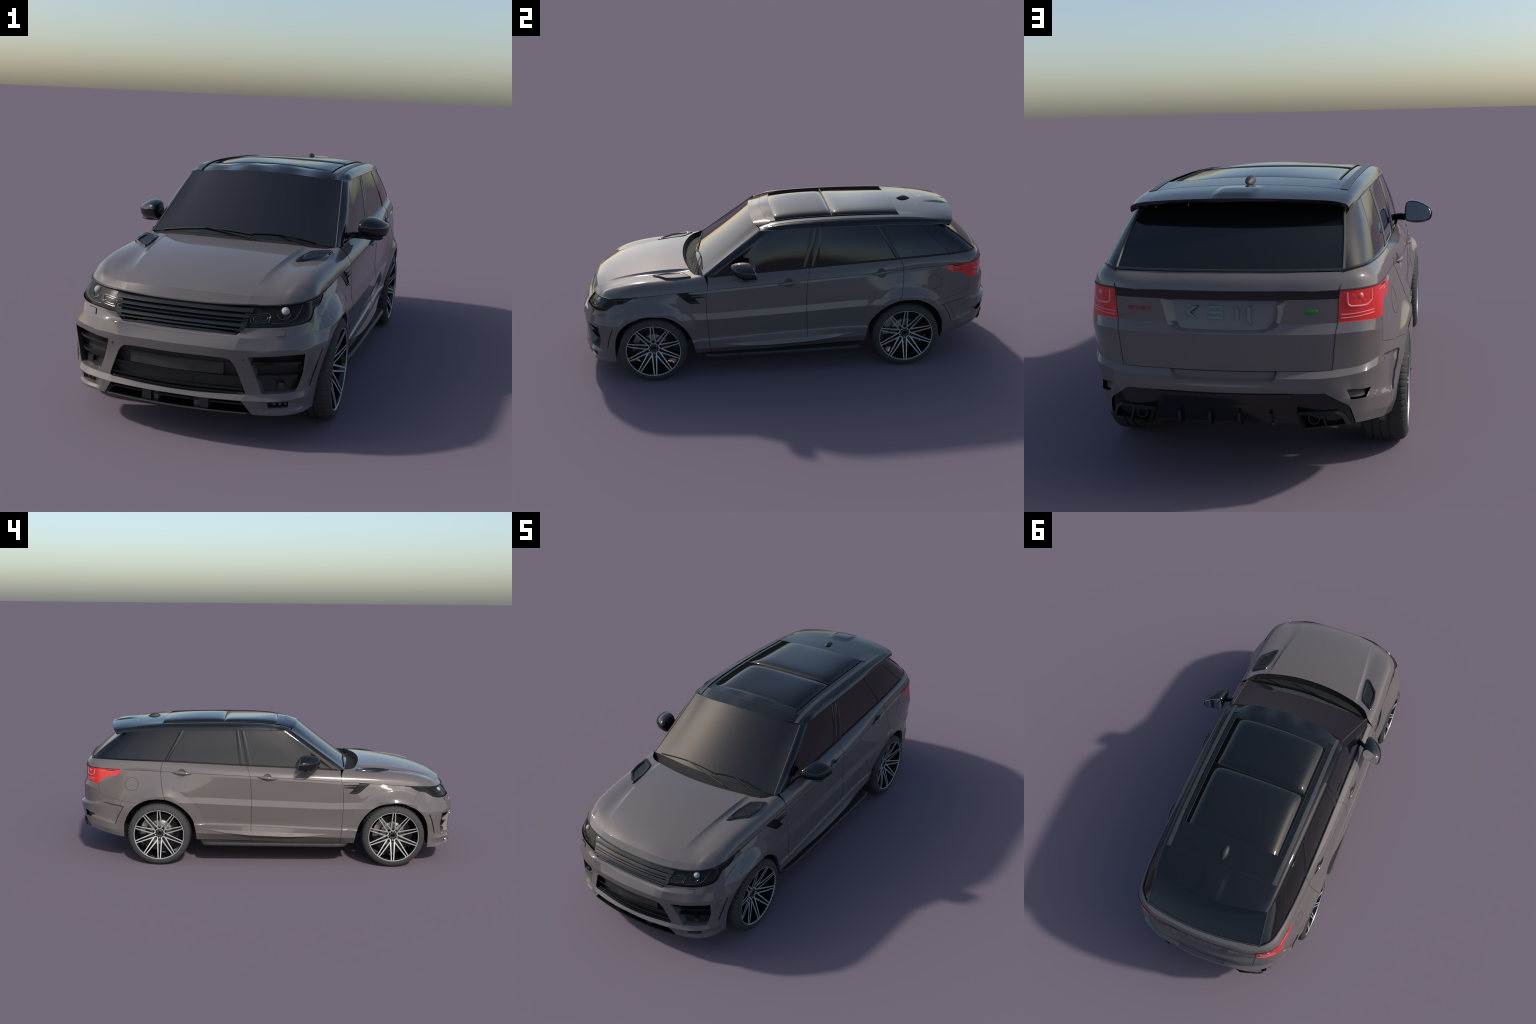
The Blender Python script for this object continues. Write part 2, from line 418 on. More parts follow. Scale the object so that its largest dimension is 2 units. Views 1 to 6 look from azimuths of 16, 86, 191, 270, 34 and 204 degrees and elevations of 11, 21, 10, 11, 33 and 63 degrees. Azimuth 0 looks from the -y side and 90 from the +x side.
# bonnet
HOOD = [
 [(0,-.9347,.3967),(.1,-.932,.398),(.188,-.9195,.4012),(.25,-.899,.402),(.28,-.883,.4035),(.305,-.866,.4055),(.3225,-.85,.4075),(.3375,-.831,.410)],
 [(0,-.9195,.4245),(.1,-.9155,.424),(.191,-.9000,.4195),(.243,-.880,.4180),(.275,-.863,.4195),(.30,-.85,.424),(.327,-.832,.420),(.3465,-.815,.412)],
 [(0,-.895,.437),(.1,-.892,.436),(.194,-.875,.431),(.24,-.855,.4295),(.28,-.835,.432),(.31,-.815,.436),(.335,-.805,.427),(.352,-.80,.4133)],
 [(0,-.84,.459),(.1,-.838,.457),(.199,-.825,.451),(.238,-.81,.4445),(.285,-.79,.448),(.322,-.777,.4455),(.345,-.776,.433),(.3575,-.775,.4145)],
 [(0,-.75,.4825),(.1,-.75,.480),(.209,-.745,.4725),(.243,-.735,.463),(.29,-.72,.465),(.33,-.71,.4595),(.351,-.707,.442),(.363,-.705,.418)],
 [(0,-.62,.5005),(.11,-.62,.498),(.224,-.615,.4915),(.254,-.61,.480),(.30,-.60,.4785),(.338,-.595,.4705),(.358,-.592,.452),(.370,-.59,.4255)],
 [(0,-.54,.505),(.115,-.535,.503),(.232,-.525,.498),(.262,-.52,.487),(.31,-.51,.484),(.345,-.50,.476),(.363,-.495,.458),(.3745,-.49,.432)],
 [(0,-.4935,.506),(.12,-.4856,.505),(.24,-.461,.4997),(.27,-.452,.4955),(.308,-.43,.4925),(.3405,-.388,.4915),(.365,-.378,.470),(.3805,-.3765,.4395)],
]
UP = {1: (.002, .003, .004, .006, .006, .003), 2: (.002, .003, .006, .008, .008, .004), 3: (.000, .002, .006, .008, .008, .004), 4: (-.002, .0, .004, .005, .005, .003), 5: (.0, .0, .001, .002, .002, .001)}
H2 = []
for i, row in enumerate(HOOD):
    row = [np.array(p, float) for p in row]
    if i in UP:
        u = UP[i]
        for k, dz in ((0, u[0]), (1, u[0]), (2, u[1]), (3, u[2]), (4, u[3]), (5, u[4]), (6, u[5])): row[k][2] += dz
    c, v = row[2], row[3]
    st = c + (v - c) * .38; st[2] = c[2] + (v[2] - c[2]) * .80
    H2.append(row[:3] + [st] + row[3:])
_ha = surface(H2, cbr=(2,), step=0.0085, ghost0=True, sampbr=(1,)); _hb = surface(H2, rbr=(1,), cbr=(2,), step=0.0085, ghost0=True, sampbr=(1,))
_w = 1 - ramp(np.abs(_ha[..., 0:1]), .20, .28)
G_HOOD = _hb * _w + _ha * (1 - _w)

# glasshouse side (A pillar edge to tailgate edge), three rows
GB = [(.335,-.392,.4925),(.3430,-.356,.4940),(.3436,-.3116,.4955),(.3475,-.15,.5025),(.350,.11,.5127),(.3515,.35,.524),(.351,.53,.5315),(.344,.70,.536),(.333,.80,.538),(.316,.865,.5385),(.295,.892,.537),(.2755,.9068,.5335)]
GT = [(.292,-.117,.687),(.3000,-.090,.689),(.303,-.055,.6895),(.306,.05,.6925),(.3065,.145,.692),(.304,.30,.690),(.300,.455,.687),(.294,.60,.681),(.290,.655,.6765),(.286,.69,.672),(.277,.725,.6665),(.2625,.752,.660)]
GM = []
for a, b in zip(GB, GT):
    m = (np.array(a) + np.array(b)) / 2; o = np.array([m[0], max(0, (m[1] - .72) * 2.2), 0]); o /= np.linalg.norm(o)
    GM.append(m + o * .0045)
GM[-1] = (.2715, .834, .598); GM[0] = (.3135, -.2545, .590); GM[1] = (.3280, -.2240, .592)
G_SIDE = surface([GB, GM, GT], step=0.0095)

# windscreen, rear window
WSB = [(0,-.428,.5060),(.12,-.422,.5045),(.22,-.408,.501),(.30,-.396,.4955),(.335,-.392,.4925)]
WST = [(0,-.1577,.7072),(.11,-.153,.7035),(.2,-.14,.696),(.2575,-.124,.690),(.292,-.117,.687)]
WSM = [tuple((np.array(a) + np.array(b)) / 2 + np.array([0, .0015, -.0020])) for a, b in zip(WSB, WST)]
WSM[-1] = (.3135, -.2545, .590)
G_WS = surface([WSB, WSM, WST], step=0.012, ghost0=True)
RGB_ = [(0,.9398,.5353),(.13,.932,.5345),(.2755,.9068,.5335)]
RGT = [(0,.778,.674),(.13,.771,.670),(.2625,.752,.660)]
RGM = [(0,.866,.603),(.13,.858,.602),(.2715,.834,.598)]
G_RG = surface([RGB_, RGM, RGT], step=0.012, ghost0=True)

# roof from the windscreen header to the spoiler edge
def rrow(y, zs, xs, dy=(0,)*7): return [(x, y + d, z) for x, z, d in zip(xs, zs, dy)]
ROOF = [
 [(0,-.1577,.7072),(.11,-.153,.7035),(.2,-.14,.696),(.2575,-.1186,.690),(.272,-.1165,.6893),(.285,-.1165,.6885),(.292,-.117,.687)],
 [(0,-.128,.7175),(.11,-.122,.7115),(.2,-.11,.7035),(.2565,-.094,.6995),(.272,-.09,.6975),(.288,-.085,.694),(.298,-.083,.689)],
 [(0,-.103,.7239),(.11,-.094,.7180),(.2,-.081,.7100),(.256,-.065,.7065),(.2725,-.062,.704),(.2925,-.055,.7025),(.303,-.055,.6895)],
 rrow(.0, (.7292,.7260,.7185,.7145,.712,.7085,.6915), (0,.11,.2,.256,.2735,.2945,.305)),
 rrow(.2275, (.7305,.7288,.7247,.7205,.717,.7095,.6910), (0,.11,.2,.256,.274,.2935,.3055)),
 rrow(.40, (.729,.7268,.7215,.7175,.714,.706,.688), (0,.11,.2,.2545,.2725,.291,.302)),
 rrow(.548, (.7232,.7205,.7145,.7115,.7085,.701,.6825), (0,.11,.2,.2515,.2695,.287,.2965)),
 [(0,.685,.714),(.11,.68,.711),(.2,.675,.7050),(.2455,.675,.6998),(.266,.675,.6967),(.281,.678,.690),(.289,.68,.674)],
 [(0,.775,.7055),(.11,.768,.7030),(.2,.755,.6970),(.2455,.745,.6915),(.265,.742,.688),(.279,.738,.681),(.2835,.735,.668)],
 [(0,.8387,.6949),(.11,.829,.6925),(.2,.812,.687),(.245,.80,.682),(.262,.7955,.678),(.275,.787,.671),(.2775,.783,.662)],
]
G_ROOF = surface(ROOF, cbr=(), step=0.0095, ghost0=True)

# projection targets
def bvh(*Gs):
    V = []; F = []
    for G in Gs:
        v, f = grid_mesh(G); n = len(V); V += [Vector(p) for p in v]; F += [tuple(i + n for i in q) for q in f]
    return BVHTree.FromPolygons(V, F)
B_LOW = bvh(G_LOW, G_SHO); B_SIDE = bvh(G_LOW, G_SHO, G_SIDE); B_TOP = bvh(G_HOOD, G_ROOF); B_GLASS = bvh(G_SIDE); B_WS = bvh(G_WS, G_RG)
B_ALL = bvh(G_LOW, G_SHO, G_HOOD)
def P_side(y, z, off=0.0, tree=None):
    h = (tree or B_SIDE).ray_cast(Vector((2, y, z)), Vector((-1, 0, 0)))
    if h[0] is None: return np.array([.36, y, z])
    n = h[1] if h[1].x > 0 else -h[1]
    return np.array(h[0] + n * off)
def P_front(x, z, off=0.0, tree=None):
    h = (tree or B_LOW).ray_cast(Vector((abs(x), -2, z)), Vector((0, 1, 0)))
    n = h[1] if h[1].y < 0 else -h[1]
    p = h[0] + n * off
    return np.array([math.copysign(p.x, x) if x else p.x, p.y, p.z])
def P_rear(x, z, off=0.0, tree=None):
    h = (tree or B_LOW).ray_cast(Vector((abs(x), 2, z)), Vector((0, -1, 0)))
    n = h[1] if h[1].y > 0 else -h[1]
    p = h[0] + n * off
    return np.array([math.copysign(p.x, x) if x else p.x, p.y, p.z])
def P_top(x, y, off=0.0, tree=None):
    h = (tree or B_TOP).ray_cast(Vector((abs(x), y, 2)), Vector((0, 0, -1)))
    n = h[1] if h[1].z > 0 else -h[1]
    p = h[0] + n * off
    return np.array([math.copysign(p.x, x) if x else p.x, p.y, p.z])

def dense(poly, step=0.008, closed=False):
    out = []; n = len(poly)
    for i in range(n if closed else n - 1):
        p = np.array(poly[i], float); q = np.array(poly[(i + 1) % n], float)
        k = max(1, int(math.ceil(np.linalg.norm(q - p) / step)))
        out += [tuple(p + (q - p) * t / k) for t in range(k)]
    if not closed: out.append(tuple(map(float, poly[-1])))
    return out

def arc_round(poly, r=0.006, k=4):
    """round the corners of a closed 2D polygon"""
    out = []; n = len(poly)
    for i in range(n):
        p0, p1, p2 = (np.array(poly[(i + d) % n], float) for d in (-1, 0, 1))
        a = p0 - p1; b = p2 - p1; la, lb = np.linalg.norm(a), np.linalg.norm(b)
        t = min(r, la * .45, lb * .45); A = p1 + a / la * t; B = p1 + b / lb * t
        for j in range(k + 1):
            s = j / k; out.append(tuple((1 - s)**2 * A + 2 * s * (1 - s) * p1 + s * s * B))
    return out

def recess(poly, projector, direction, depth, closed=True, step=.01):
    """wall strip running inward from an outline on the skin; returns rim, inner ring, wall mesh"""
    pts = dense(poly, step, True)
    rim = [projector(a, b) for a, b in pts]; d = np.array(direction, float)
    inn = [p + d * depth for p in rim]; n = len(rim)
    F = [(i, (i + 1) % n, n + (i + 1) % n, n + i) for i in range(n)]
    return rim, inn, (list(rim) + list(inn), F)

# ================================================================== OUTLINES
SEAM_A = [(-.358,.489),(-.3716,.4693),(-.3796,.4379),(-.3850,.40),(-.3866,.3664),(-.386,.3196),(-.3831,.2257),(-.3806,.1878),(-.3753,.105)]
SEAM_B = [(.1108,.514),(.098,.4935),(.0904,.4664),(.084,.40),(.082,.33),(.0836,.2035),(.083,.185),(.0805,.165),(.0815,.120)]
SEAM_C = [(.5297,.533),(.5339,.5276),(.5423,.5061),(.5444,.473),(.5386,.4233),(.531,.3768),(.5185,.345)]
SEAM_FB = [(-.775,.3888),(-.752,.360),(-.7267,.328),(-.715,.315)]
SEAM_RB = [(.8640,.4176),(.8623,.39),(.861,.3694),(.8555,.358),(.8468,.3527),(.7589,.3330),(.70,.3275),(.6625,.322)]
GATE = [(.253,.30),(.255,.3105),(.2605,.3963),(.2646,.4185),(.2693,.494),(.2755,.534)]

CI = [(-.02,.2615),(0,.2615),(.1,.2618),(.142,.2605),(.158,.2575),(.170,.248),(.178,.235),(.205,.168),(.207,.160),(.200,.1555),(.1,.1535),(0,.153),(-.02,.153)]
SI = [(.212,.2665),(.25,.2690),(.315,.2730),(.3570,.2745),(.352,.22),(.342,.18),(.334,.163),(.30,.1595),(.2508,.1575),(.229,.215)]
SLOT = [(-.02,.1405),(.1990,.1402),(.2330,.0900),(-.02,.0900)]
FOG = [(.264,.1325),(.3202,.1365),(.3196,.1179),(.268,.1160)]
WASH = [(.271,.3265),(.300,.328),(.3045,.3425),(.2735,.3415)]
GRILLE = [(-.02,.3225),(0,.3225),(.09,.3235),(.165,.3246),(.1773,.3268),(.186,.3345),(.1975,.3440),(.199,.365),(.205,.385),(.2126,.3983),(.2126,.42),(-.02,.42)]
HL_F = [(.1975,.3440),(.25,.3460),(.30,.3485),(.335,.3525),(.345,.3550),(.345,.43),(.2126,.43),(.2126,.3983),(.205,.385),(.199,.365)]
HL_S = [(-.90,.3505),(-.872,.3550),(-.8604,.357),(-.8438,.3622),(-.825,.373),(-.8035,.3842),(-.775,.3890),(-.7573,.3955),(-.7236,.4145),(-.715,.43),(-.90,.43)]
TL_R = [(.2646,.4185),(.30,.4180),(.336,.4175),(.336,.51),(.2690,.51),(.2693,.494)]
TL_S = [(.90,.4170),(.8649,.4172),(.8490,.4310),(.836,.4440),(.823,.4520),(.80,.4555),(.7773,.457),(.7607,.4665),(.7428,.4890),(.735,.51),(.90,.51)]
VENT_R = [(.2843,.2637),(.31,.2590),(.3362,.2534),(.3259,.2355),(.2926,.2392)]
DIFF = [(-.02,.2629),(.10,.2625),(.2361,.2605),(.2480,.2530),(.2870,.2255),(.2930,.2150),(.3014,.1767),(.306,.150),(-.02,.150)]
STRIP = [(-.02,.4745),(.2683,.4745),(.2693,.4935),(.27,.51),(-.02,.51)]
PLATE = [(-.02,.4745),(.1489,.4745),(.1343,.4200),(.128,.4125),(.118,.4065),(.103,.4025),(.08,.4010),(-.02,.4005)]
FVENT = [(-.5243,.4318),(-.5000,.4110),(-.4700,.3860),(-.4564,.3790),(-.4142,.3782),(-.4377,.4035),(-.3883,.4080),(-.3883,.4127),(-.4472,.4110),(-.4519,.4167),(-.3880,.4193),(-.3880,.4237),(-.4567,.4215),(-.4676,.4345)]
FUEL = [(.6922 + .0335 * math.cos(2 * math.pi * k / 28), .4179 + .0335 * math.sin(2 * math.pi * k / 28)) for k in range(28)]
HANDLES = [((-.0514,.4535),(.0574,.4645)), ((.3858,.4745),(.4911,.4815))]

# ================================================================== LOWER BODY
low = Skin(G_LOW)
low.assign("front_bumper")
FRONT = lambda c: c.y < -.55
REAR = lambda c: c.y > .6
SIDE = lambda c: c.x > .30
# side panels
def strip_poly(lineA, lineB): return lineA + lineB[::-1]
low.cut(SEAM_A, "x", False, SIDE); low.cut(SEAM_B, "x", False, SIDE); low.cut(SEAM_C, "x", False, SIDE)
low.cut(SEAM_FB, "x", False, SIDE); low.cut(SEAM_RB, "x", False, SIDE)
ex = lambda L, dz0=.1, dz1=.1: [(L[0][0], L[0][1] + dz0)] + L + [(L[-1][0], L[-1][1] - dz1)]
low.assign("front_fender", [(-.775,.6)] + SEAM_FB + [(-.70,.05)] + ex(SEAM_A)[::-1], "x", SIDE)
low.assign("front_door", ex(SEAM_A) + ex(SEAM_B)[::-1], "x", SIDE)
low.assign("rear_door", ex(SEAM_B) + [(.40,.05),(.5185,.20)] + ex(SEAM_C, .1, 0)[::-1], "x", SIDE)
low.assign("quarter_panel", ex(SEAM_C, .1, 0) + [(.6,.322)] + SEAM_RB[::-1] + [(.864,.6)], "x", SIDE)
low.assign("rear_bumper", None, None, lambda c: c.y > .86)
low.assign("rear_bumper", [(.5185,.3470)] + [(.6,.322)] + SEAM_RB[::-1] + [(1.1,.42),(1.1,0),(.5185,0)], "x", SIDE)
low.region("tailgate", GATE + [(.2755,.6),(-.02,.6),(-.02,.3107),(0,.3107),(.13,.3105)], "y", REAR)
low.region("tail_lamp", TL_R, "y", lambda c: c.y > .8 and c.x < .336)
low.region("tail_lamp", TL_S, "x", lambda c: c.y > .6 and c.x > .3359)
low.region("gate_strip", STRIP, "y", REAR, only=("tailgate",))
low.region("plate_hole", PLATE, "y", REAR, only=("tailgate",))
low.region("rear_vent", VENT_R, "y", lambda c: c.y > .8)
low.region("diffuser", DIFF, "y", REAR)
NOTCH = [(-.02,.3098),(.1285,.3098),(.1245,.2935),(.117,.2885),(-.02,.2880)]
low.region("step_hole", NOTCH, "y", REAR, only=("rear_bumper",))
low.region("headlamp", HL_F, "y", lambda c: c.y < -.6 and c.x < .345)
low.region("headlamp", HL_S, "x", lambda c: c.y < -.6 and c.x > .3449)
low.region("grille_hole", GRILLE, "y", FRONT, only=("front_bumper",))
for nm, pl in (("centre_intake", CI), ("side_intake", SI), ("lower_slot", SLOT), ("fog_hole", FOG), ("headlamp_washer", WASH)):
    low.region(nm, pl, "y", lambda c: c.y < -.8, only=("front_bumper",))
low.region("fender_vent", FVENT, "x", SIDE, only=("front_fender",))
low.region("fuel_filler_flap", FUEL, "x", SIDE, only=("quarter_panel",))
low.region("arch_hole", ARCH_R, "x", SIDE)
low.region("arch_hole", ARCH_F, "x", SIDE)
CUPS = []
for (f, r) in HANDLES:
    cy, cz = (f[0] + r[0]) / 2, (f[1] + r[1]) / 2 - .002
    CUPS.append([(cy + .0225 * math.cos(2 * math.pi * k / 24), cz + .0215 * math.sin(2 * math.pi * k / 24)) for k in range(24)])
for c in CUPS: low.region("cup_hole", c, "x", SIDE)
LP = low.parts()

sho = Skin(G_SHO)
sho.cut(SEAM_B, "x", False, SIDE); sho.cut(SEAM_C, "x", False, SIDE)
sho.cut([(.2693,.48),(.2693,.494),(.2755,.5335),(.2755,.56)], "y", False, REAR)
sho.assign("front_door")
sho.assign("rear_door", ex(SEAM_B) + ex(SEAM_C, .1, 0)[::-1], "x", SIDE)
sho.assign("quarter_panel", None, None, lambda c: c.y > .62)
sho.assign("quarter_panel", ex(SEAM_C, .1, 0) + [(.7,.3),(.7,.7)], "x", SIDE)
sho.assign("tailgate", [(.2693,.48),(.2693,.494),(.2755,.5335),(.2755,.56),(-.1,.56),(-.1,.48)], "y", REAR)
for c in CUPS: sho.region("cup_hole", c, "x", SIDE)
SP = sho.parts()

def join(*parts):
    g = Geo()
    for p in parts:
        if p is not None: g.add(*p)
    return g.V, g.F
CTR = (0, 0, .3)
OUT = dict(outward=CTR)

add_sym("front_bumper", *LP["front_bumper"], PAINT, **OUT)
FB = bpy.data.objects["front_bumper"]
add_pair("front_fender", *LP["front_fender"], PAINT, **OUT)
DOORS = {}
for nm in ("front_door", "rear_door"):
    V, F = join(LP[nm], SP.get(nm))
    DOORS[nm] = add_pair(nm, V, F, PAINT, **OUT)
V, F = join(LP["quarter_panel"], SP["quarter_panel"])
add_pair("quarter_panel", V, F, PAINT, **OUT)
add_pair("fuel_filler_flap", *LP["fuel_filler_flap"], PAINT, **OUT)
V, F = join(LP["tailgate"], SP["tailgate"])
GATE_OB = add_sym("tailgate", V, F, PAINT, **OUT)
RB = add_sym("rear_bumper", *LP["rear_bumper"], PAINT, **OUT)
add_sym("tailgate_trim_strip", *LP["gate_strip"], BLACK, GATE_OB, **OUT)
TL = add_pair("tail_lamp", *LP["tail_lamp"], LAMPRED, **OUT)
HL = add_pair("headlamp", LP["headlamp"][0] + np.array([-.0015, .0045, 0]), LP["headlamp"][1], LAMPDARK, **OUT)
add_pair("headlamp_washer", LP["headlamp_washer"][0] + np.array([0, -.0035, 0]), LP["headlamp_washer"][1], PAINT, (FB, FB), **OUT)
add_pair("bumper_vent", LP["rear_vent"][0] - np.array([.006, .012, 0]), LP["rear_vent"][1], MATT, (RB, RB), **OUT)
V, F = LP["fender_vent"]
add_pair("fender_vent", V - np.array([.003, 0, 0]), F, DARKP, **OUT)

# wheel arch returns and liners
g = Geo(); gp = Geo()
for poly in (ARCH_R, ARCH_F):
    pts = dense(poly, .012)
    rim = [P_side(a, max(b, .112), tree=B_LOW) for a, b in pts]
    lip = [p - np.array([.016, 0, 0]) for p in rim]; inn = [np.array([.255, p[1], p[2]]) for p in rim]
    n = len(rim); F = [(i, i + 1, n + i + 1, n + i) for i in range(n - 1)]
    gp.add(list(rim) + list(lip), F)
    g.add(list(lip) + list(inn), F)
    c = np.mean(inn, 0); g.add(inn + [c], [(i, i + 1, n) for i in range(n - 1)])
add_pair("wheel_arch_lip", gp.V, gp.F, PAINT)
add_pair("wheel_arch_liner", g.V, g.F, DARK)

# ================================================================== BONNET
hood = Skin(G_HOOD)
hood.assign("bonnet")
HP = hood.parts()
BON = add_sym("bonnet", *HP["bonnet"], PAINT, outward=(0, -.6, .2))

# ================================================================== GLASSHOUSE
side = Skin(G_SIDE)
side.assign("pillar")
WIN = {
 "front_window": arc_round([(-.3110,.4985),(.0716,.5165),(.1156,.6835),(-.046,.6815)], .006),
 "rear_window_pane": arc_round([(.1496,.5195),(.5071,.5355),(.4256,.6800),(.1693,.6835)], .005),
 "quarter_window": arc_round([(.5340,.5370),(.7715,.5395),(.6372,.6740),(.4570,.6800)], .004),
}
for nm, pl in WIN.items(): side.region(nm, pl, "x")
NSIDE = side.parts()
inset = np.array([.0008, 0, 0])
add_pair("window_pillar", *NSIDE["pillar"], BLACK, **OUT)
add_pair("side_window", NSIDE["front_window"][0] - inset, NSIDE["front_window"][1], GLASS, DOORS["front_door"], **OUT)
add_pair("side_window", NSIDE["rear_window_pane"][0] - inset, NSIDE["rear_window_pane"][1], GLASS, DOORS["rear_door"], **OUT)
add_pair("quarter_window", NSIDE["quarter_window"][0] - inset, NSIDE["quarter_window"][1], GLASS, **OUT)
def pillar(b0, b1, t0, t1):
    """convex gloss strip between two slanted lines given at belt (b) and roof (t) height"""
    rows = []
    for h in np.linspace(0, 1, 18):
        (ya, za), (yb_, zb) = ((b0[0] + (t0[0] - b0[0]) * h, b0[1] + (t0[1] - b0[1]) * h), (b1[0] + (t1[0] - b1[0]) * h, b1[1] + (t1[1] - b1[1]) * h))
        rows.append([P_side(ya + (yb_ - ya) * k, za + (zb - za) * k, -.0004 + .0030 * (math.sin(math.pi * k))**.8, B_GLASS) for k in np.linspace(0, 1, 9)])
    return grid_mesh(np.array(rows))
for args in (((.0740,.5165),(.1085,.5175),(.1165,.6860),(.1430,.6860)), ((.1130,.5175),(.1475,.5195),(.1470,.6860),(.1680,.6855)), ((.5085,.5355),(.5275,.5360),(.4275,.6825),(.4515,.6820))):
    add_pair("window_pillar", *pillar(*args), BLACK, **OUT)
add_sym("windscreen", *grid_mesh(G_WS), GLASS, **OUT)
add_sym("rear_window", *grid_mesh(G_RG), GLASS, GATE_OB, **OUT)

# ================================================================== ROOF
roof = Skin(G_ROOF)
SEAMF = [(0,-.103),(.06,-.0995),(.12,-.0905),(.19,-.0815),(.245,-.072)]
SEAMR = [(0,.686),(.06,.683),(.12,.678),(.18,.674),(.2455,.6735)]
RAIL_IN = [(.2572,-.1186),(.2565,-.094),(.256,-.06),(.256,.0),(.256,.2275),(.2545,.40),(.2515,.548),(.2448,.6746)]
RAIL_OUT = [(.2725,-.1165),(.2725,-.09),(.273,-.06),(.274,0),(.2742,.2275),(.2728,.40),(.2697,.548),(.2660,.6747)]
roof.assign("roof_skin")
PF = [(0,-.055),(.06,-.0535),(.12,-.050),(.18,-.045),(.2330,-.040)]
roof.cut([(0,-.1577),(0,.9)], "z", False)
roof.region("roof_rail", RAIL_IN + RAIL_OUT[::-1], "z")
roof.region("spoiler", [(-.02,.686)] + SEAMR + [(.2660,.6747),(.2660,.676),(.32,.676),(.32,.9),(-.02,.9)], "z")
roof.region("sunroof_front", [(-.02,-.055)] + PF + [(.2330,.2255),(-.02,.2255)], "z", only=("roof_skin",))
roof.region("header_rear", [(-.02,-.103)] + SEAMF[:-1] + [(.2330,-.0745)] + PF[::-1] + [(-.02,-.055)], "z", only=("roof_skin",))
roof.region("header_front", [(-.02,-.103)] + SEAMF + [(.2565,-.070),(.2565,-.30),(-.02,-.30)], "z", only=("roof_skin",))
roof.region("sunroof_rear", [(-.02,.2290),(.2330,.2290),(.2315,.40),(.2290,.5455),(-.02,.5465)], "z", only=("roof_skin",))
roof.region("roof_channel", [(.2330,-.0745),(.2330,.40),(.2290,.5465),(.2518,.5465),(.2545,.40),(.256,.2275),(.256,0),(.256,-.067)], "z", only=("roof_skin",))
RP = roof.parts()
ROOF_OB = add_sym("roof", *RP["roof_skin"], BLACK, **OUT)
def bend_normals(ob, fn):
    """tilt shading normals only, to draw reflections the shallow sheet would not show"""
    me = ob.data; N = []
    for v in me.vertices:
        sx, sy = fn(v.co.x, v.co.y); n = Vector(v.normal); n = n / max(n.z, .2)
        N.append(Vector((n.x + sx, n.y + sy, 1.0)).normalized())
    me.normals_split_custom_set_from_vertices(N)
def dome(V, F, y0, y1, h):
    V = V.copy()
    s = np.clip(np.abs(V[:, 0]) / .235, 0, 1); t = np.clip((V[:, 1] - (y0 + y1) / 2) / ((y1 - y0) / 2), -1, 1)
    V[:, 2] += h * (1 - s**4) * (1 - t**4) - .001 * s**6
    return V, F
def pane_slope(y0, y1, wob):
    def fn(x, y):
        s = max(-1, min(1, x / .233)); t = max(-1, min(1, (y - (y0 + y1) / 2) / ((y1 - y0) / 2)))
        return 1.5 * math.copysign(abs(s)**8, s) + .04 * math.sin(9 * y + wob), .95 * math.copysign(abs(t)**10, t) + .03 * math.sin(13 * x + wob)
    return fn
bend_normals(add_sym("sunroof_pane", *dome(*RP["sunroof_front"], -.055, .2255, .002), BLACK, **OUT), pane_slope(-.055, .2255, .4))
bend_normals(add_sym("sunroof_pane", *dome(*RP["sunroof_rear"], .229, .546, .002), BLACK, **OUT), pane_slope(.229, .60, 1.7))
bend_normals(add_sym("roof_header", *RP["header_front"], BLACK, **OUT), lambda x, y: (.25 * (x / .25)**5, .10 * math.sin(46 * x + .8)))  # sine ripple in the normals draws wavy highlights along the header
bend_normals(add_sym("roof_header", *RP["header_rear"], BLACK, **OUT), lambda x, y: (.20 * (x / .25)**5, .09 * math.sin(40 * x + 2.2)))
V, F = RP["roof_channel"]
add_pair("roof_channel", V - np.array([0, 0, .0025]), F, BLACK, **OUT)
V, F = RP["roof_rail"]
add_pair("roof_rail", V + np.array([0, 0, .0012]), F, RAILM, **OUT)
# spoiler: upper skin, raised centre blade, under side and lip
V, F = RP["spoiler"]
V = V.copy()
bl = np.clip((V[:, 1] - .70) / .05, 0, 1) * np.clip((.055 - np.abs(V[:, 0])) / .012, 0, 1) * np.clip((.835 - V[:, 1]) / .03, 0, 1)
V[:, 2] += .005 * bl
SPO = add_sym("rear_spoiler", V, F, BLACK, **OUT)
edge = [(0,.8387,.6949),(.06,.836,.6942),(.11,.829,.6925),(.16,.8215,.690),(.2,.812,.687),(.245,.80,.682),(.262,.7955,.678),(.275,.787,.671),(.2775,.783,.662)]
edge = resample(np.array(edge, float)[:, None, :], [], .012)[:, 0]
low_e = edge + np.array([0, -.004, -.009]); low_e[-6:, 2] = np.maximum(low_e[-6:, 2], .655)
und = []
for p in low_e:
    x = p[0] * .95; und.append((x, .774 - .024 * (x / .2625)**2, .6775 - .014 * (x / .2625)**2))
n = len(edge); V = list(edge) + list(low_e) + und
F = [(i, i + 1, n + i + 1, n + i) for i in range(n - 1)] + [(n + i, n + i + 1, 2 * n + i + 1, 2 * n + i) for i in range(n - 1)]
add_sym("spoiler_underside", V, F, BLACK, SPO)

